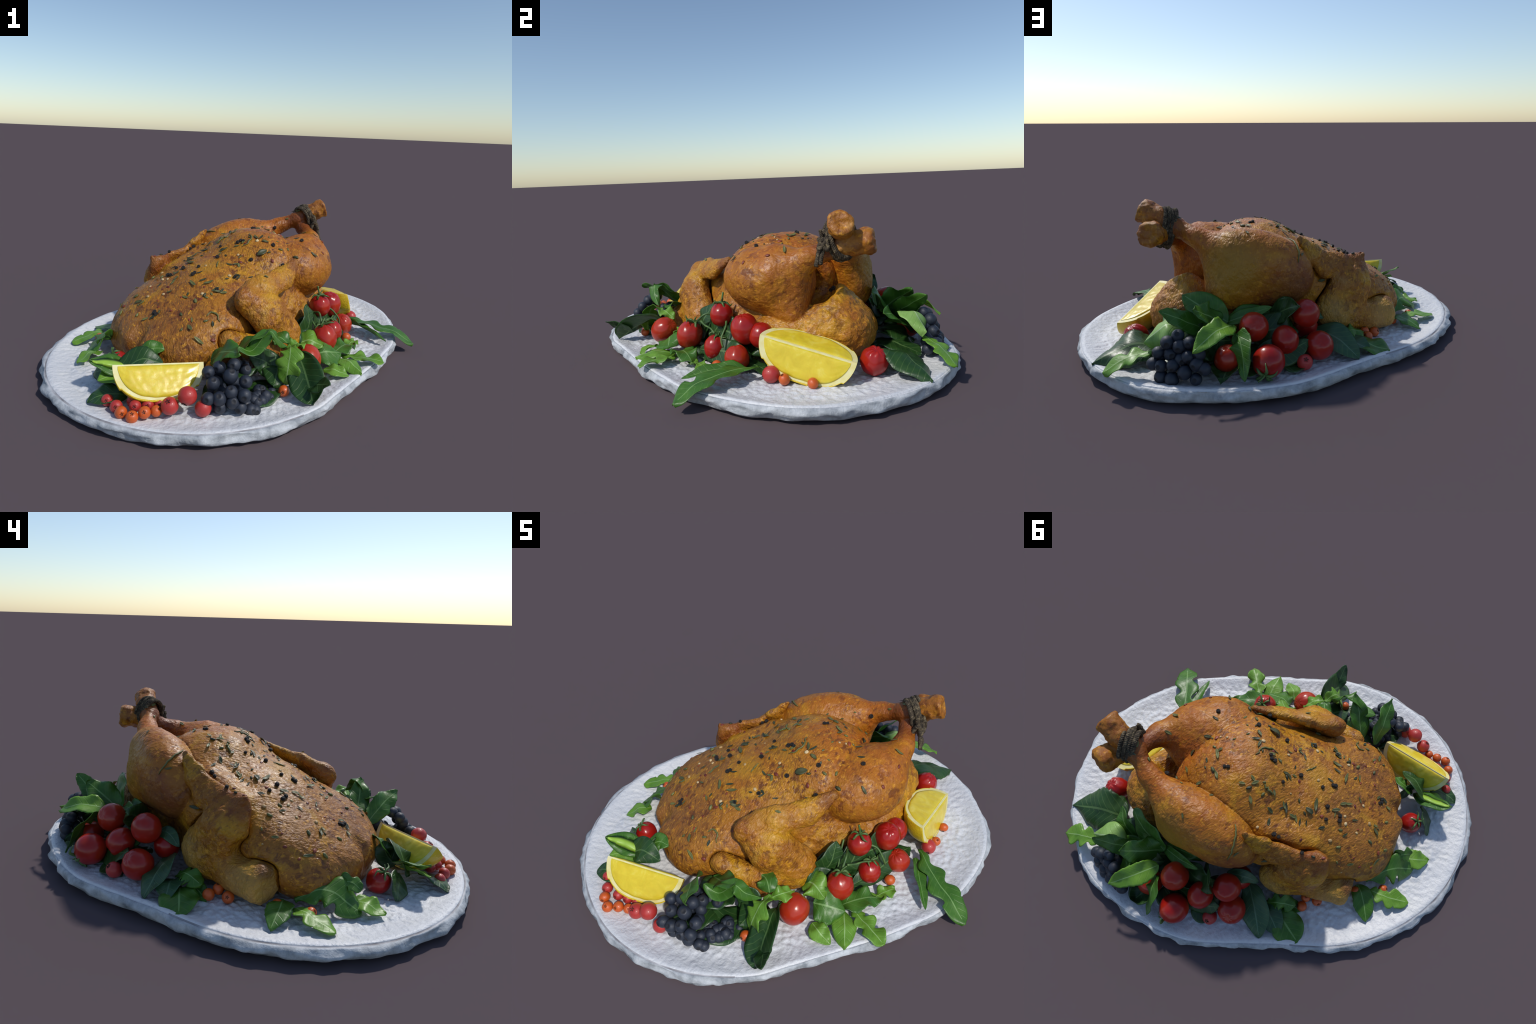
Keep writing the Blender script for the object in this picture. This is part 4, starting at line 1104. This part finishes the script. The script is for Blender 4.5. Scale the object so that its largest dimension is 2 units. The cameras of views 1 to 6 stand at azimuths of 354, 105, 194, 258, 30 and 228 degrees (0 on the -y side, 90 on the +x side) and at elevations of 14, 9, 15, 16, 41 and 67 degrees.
# ------------------------------------------------------------------ twine
m = Mat("jute_twine", rough=0.85, spec=0.2)
tcol = m.ramp(m.noise(60, 4, 0.7), [(0.30, (0.016, 0.013, 0.011)), (0.52, (0.070, 0.054, 0.036)), (0.75, (0.30, 0.235, 0.135))])
m.color(tcol)
m.bump(m.noise(150, 3), 0.5, 0.003)
TWINE = m.m
def rope(path, r, pitch=0.022, strands=3):
    path = np.asarray(path)
    seg = np.r_[0, np.cumsum(np.linalg.norm(np.diff(path, axis=0), axis=1))]
    n = max(12, int(seg[-1] / 0.0028))
    S = np.stack([np.interp(np.linspace(0, seg[-1], n), seg, path[:, i]) for i in range(3)], 1)
    T = np.gradient(S, axis=0)
    N = None
    fr = []
    for t in T:
        t = unit(t)
        N = unit(np.cross(t, [0.3, 0.5, 0.8])) if N is None else unit(N - t * (N @ t))
        fr.append((N, np.cross(t, N)))
    parts = []
    for k in range(strands):
        q = []
        for i in range(n):
            a = 2 * math.pi * (seg[-1] * i / (n - 1) / pitch + k / strands)
            q.append(S[i] + r * 0.52 * (math.cos(a) * fr[i][0] + math.sin(a) * fr[i][1]))
        parts.append(tube_data(q, r * 0.58, 6))
    return join_data(parts)
twine_parts = []
cen = W(0.640, 0.052, 0.630)
ax_dir = unit(W(0.96, -0.05, 0.28))       # coils wind round this axis
e1 = unit(np.cross(ax_dir, [0, 0, 1])); e2 = unit(np.cross(e1, ax_dir))
coil = []
turns = 6
for i in range(turns * 28 + 1):
    a = 2 * math.pi * i / 28
    off = -0.034 + 0.068 * i / (turns * 28) + 0.004 * math.sin(a * 0.63)
    wob = 1 + 0.04 * math.sin(a * 1.7)
    # the loop squeezes two crossed bones: taller than wide
    coil.append(cen + ax_dir * off + wob * (e1 * 0.064 * math.cos(a) + e2 * 0.092 * math.sin(a)))
twine_parts.append(rope(coil, 0.0092, 0.026))
knot = np.array([0.478, 0.410, 0.612])
kp = [knot + 0.022 * np.array([math.sin(2.1 * t), math.cos(3.2 * t), math.sin(4.4 * t + 1)]) for t in np.linspace(0, 2 * math.pi, 60)]
twine_parts.append(rope(kp, 0.010))
twine_parts.append(rope(spline([knot, knot + (0.02, -0.02, -0.03), (0.505, 0.385, 0.555), (0.515, 0.378, 0.520)], 20), 0.010))
twine_parts.append(rope(spline([knot, knot + (0.012, -0.005, -0.035), (0.508, 0.402, 0.56), (0.512, 0.398, 0.528)], 20), 0.009))
twine_parts.append(rope(spline([knot, knot + (-0.01, -0.01, 0.03), knot + (-0.012, -0.018, 0.062)], 12), 0.008))
tv, tf = join_data(twine_parts)
twine = mesh_obj("twine", tv, tf, [TWINE], chicken)

# ------------------------------------------------------------------ seasoning
m = Mat("black_peppercorn", rough=0.5, spec=0.5)
m.color(m.ramp(m.noise(1.5, 4, 0.6), [(0.3, (0.016, 0.014, 0.014)), (0.7, (0.085, 0.075, 0.07))]))
m.bump(m.noise(2.5, 4, 0.7), 0.8, 0.3)
PEPPER = m.m
def flat_mat(name, c1, c2):
    m = Mat(name, rough=0.5, spec=0.5)
    m.color(m.mix(m.random(), c1, c2))
    return m.m
HERBDRY = flat_mat("dried_herb_green", (0.022, 0.028, 0.012), (0.15, 0.15, 0.040))
CHILI = flat_mat("chilli_flake_red", (0.10, 0.012, 0.008), (0.26, 0.05, 0.015))
SEED = flat_mat("pale_spice_seed", (0.42, 0.26, 0.10), (0.62, 0.46, 0.24))
V0, F0 = sphere_data(12, 9)
def blob_mesh(name, mat, seed, sc=(1, 1, 1), rough=0.14):
    me = bpy.data.meshes.new(name)
    vs = []
    for v in V0:
        s = 1 + rough * noise.noise(Vector(v) * 2.2 + Vector((seed, 0, 0)))
        vs.append((v[0] * s * sc[0], v[1] * s * sc[1], v[2] * s * sc[2]))
    me.from_pydata(vs, [], F0)
    me.materials.append(mat)
    me.polygons.foreach_set("use_smooth", [True] * len(F0))
    return me
PEPS = [blob_mesh("peppercorn", PEPPER, i * 3.3, rough=0.25) for i in range(3)]
def put(me, name, p, r, sink=0.35, spin=None, parent=None):
    co, n = on_skin(p)
    ob = link(bpy.data.objects.new(name, me), parent or chicken)
    a = rng.uniform(0, 6.28) if spin is None else spin
    place(ob, co + n * r * sink, align(n, (math.cos(a), math.sin(a), 0.1)), r)
    return ob
pepper_at = [(0.207, -0.145, 0.494), (-0.254, -0.166, 0.445), (-0.243, -0.158, 0.452), (-0.122, -0.051, 0.50), (-0.109, 0.043, 0.549), (0.004, 0.029, 0.567), (0.018, 0.015, 0.572),
             (-0.008, 0.018, 0.566), (-0.432, -0.329, 0.287), (-0.418, -0.342, 0.29), (-0.427, -0.318, 0.297), (0.34, 0.42, 0.385), (0.325, 0.405, 0.38), (-0.285, 0.21, 0.50), (-0.26, 0.22, 0.50),
             (-0.13, -0.30, 0.42), (0.075, 0.20, 0.60), (0.09, 0.215, 0.60), (0.16, -0.03, 0.545), (0.045, -0.125, 0.53), (-0.22, -0.10, 0.46), (-0.30, -0.06, 0.44), (-0.335, -0.02, 0.425), (-0.04, -0.24, 0.475),
             (0.24, 0.40, 0.60), (0.34, 0.06, 0.58), (-0.38, -0.07, 0.40), (-0.365, -0.085, 0.41), (-0.40, 0.17, 0.49)]
for i, p in enumerate(pepper_at):
    put(PEPS[i % 3], "peppercorn", p, rng.uniform(0.0080, 0.0110), 0.5)

def herb_leaf_mesh(name, mat, w, seed):
    """Small dried leaf of unit length, dished and with thickness."""
    nu, nv = 13, 5
    V, F = [], []
    for h in (0.05, -0.05):
        for i in range(nu):
            u = i / (nu - 1)
            for j in range(nv):
                v = 2 * j / (nv - 1) - 1
                x = v * w * math.sin(math.pi * u) ** 0.7
                V.append((u - 0.5, x, 0.10 + 0.35 * abs(x) + 0.06 * math.sin(5 * u + seed) + h * w * 1.6))
    n = nu * nv
    for i in range(nu - 1):
        for j in range(nv - 1):
            q = (i * nv + j, (i + 1) * nv + j, (i + 1) * nv + j + 1, i * nv + j + 1)
            F.append(q); F.append(tuple(k + n for k in q[::-1]))
        for j in (0, nv - 1):
            q = (i * nv + j, (i + 1) * nv + j, n + (i + 1) * nv + j, n + i * nv + j)
            F.append(q if j else q[::-1])
    me = bpy.data.meshes.new(name)
    me.from_pydata(V, [], F)
    me.materials.append(mat)
    me.polygons.foreach_set("use_smooth", [True] * len(F))
    bm = bmesh.new(); bm.from_mesh(me); bmesh.ops.recalc_face_normals(bm, faces=bm.faces); bm.to_mesh(me); bm.free()
    return me
HERBS = [herb_leaf_mesh("dried_herb", HERBDRY, w, i) for i, w in enumerate((0.26, 0.2, 0.14))]
for p, L, k, sp in [((0.105, -0.093, 0.549), 0.062, 0, 0.6), ((-0.271, 0.023, 0.479), 0.044, 0, 0.2), ((-0.552, 0.001, 0.309), 0.034, 1, 1.2), ((0.255, 0.265, 0.545), 0.036, 0, 2.0), ((-0.47, -0.345, 0.27), 0.034, 1, 0.3),
                    ((-0.40, -0.335, 0.30), 0.03, 1, 1.5), ((0.02, 0.01, 0.573), 0.036, 1, 1.0), ((-0.20, -0.23, 0.44), 0.04, 2, 0.4), ((-0.36, 0.02, 0.43), 0.035, 1, 1.1), ((0.40, 0.30, 0.58), 0.038, 1, 0.4),
                    ((0.43, 0.22, 0.555), 0.05, 2, 0.2), ((0.39, -0.035, 0.52), 0.045, 2, 2.5), ((0.10, -0.30, 0.46), 0.03, 1, 0.3)]:
    put(HERBS[k], "dried_herb", p, L, 0.02, sp)

def sprig(pts, r):
    P = []
    for p in spline(pts, 14):
        co, n = on_skin(p)
        P.append(co + n * r * 0.8)
    return tube_data(P, [r * 0.5, r, r, r * 0.4], 6)
sprigs = [
    sprig([(-0.13, -0.145, 0.48), (-0.126, -0.119, 0.484), (-0.12, -0.09, 0.49)], 0.0035),
    sprig([(-0.175, -0.43, 0.30), (-0.155, -0.43, 0.335), (-0.13, -0.44, 0.33), (-0.12, -0.465, 0.30)], 0.0045),
    sprig([(-0.14, 0.33, 0.58), (-0.165, 0.355, 0.565), (-0.185, 0.40, 0.53), (-0.20, 0.43, 0.48)], 0.0045),
    sprig([(0.05, 0.07, 0.59), (0.06, 0.04, 0.585), (0.045, 0.0, 0.57), (0.01, -0.02, 0.56)], 0.004),
    sprig([(-0.06, 0.13, 0.56), (-0.09, 0.125, 0.55), (-0.12, 0.12, 0.535)], 0.005),
    sprig([(-0.25, -0.40, 0.36), (-0.27, -0.38, 0.36), (-0.29, -0.37, 0.35)], 0.004),
]
sv, sf = join_data(sprigs)
sprig_ob = mesh_obj("rosemary_sprig", sv, sf, [HERBDRY], chicken)
sprig_ob["kind"] = "stuff"

FL = [(HERBS[1], "dried_herb", 0.026, 0.02), (HERBS[2], "dried_herb", 0.036, 0.02), (blob_mesh("chilli_flake", CHILI, 1, (1, 0.7, 0.35)), "chilli_flake", 0.0075, 0.1),
      (blob_mesh("spice_seed", SEED, 2, (1, 0.8, 0.5), 0.3), "spice_seed", 0.0070, 0.2), (blob_mesh("spice_bit", HERBDRY, 5, (1, 0.5, 0.4), 0.4), "spice_bit", 0.009, 0.2)]
cand = np.where((NW[:, 2] > 0.5) & (VW[:, 2] > 0.24) & (np.isin(names[lab], ["breast", "leg", "wing"])))[0]
cnt = 0
while cnt < 160:
    i = int(rng.choice(cand))
    s = V[i]
    wgt = 1.0 if names[lab[i]] == "breast" else 0.22
    if s[0] > 0.3 or s[0] < -0.50 or abs(s[1] - 0.05) > 0.22:
        wgt *= 0.3
    if rng.random() > wgt:
        continue
    me, nm, r, sk = FL[rng.choices(range(5), (5, 5, 4, 2, 5))[0]]
    put(me, nm, VW[i], r * rng.uniform(0.7, 1.75), sk)
    cnt += 1
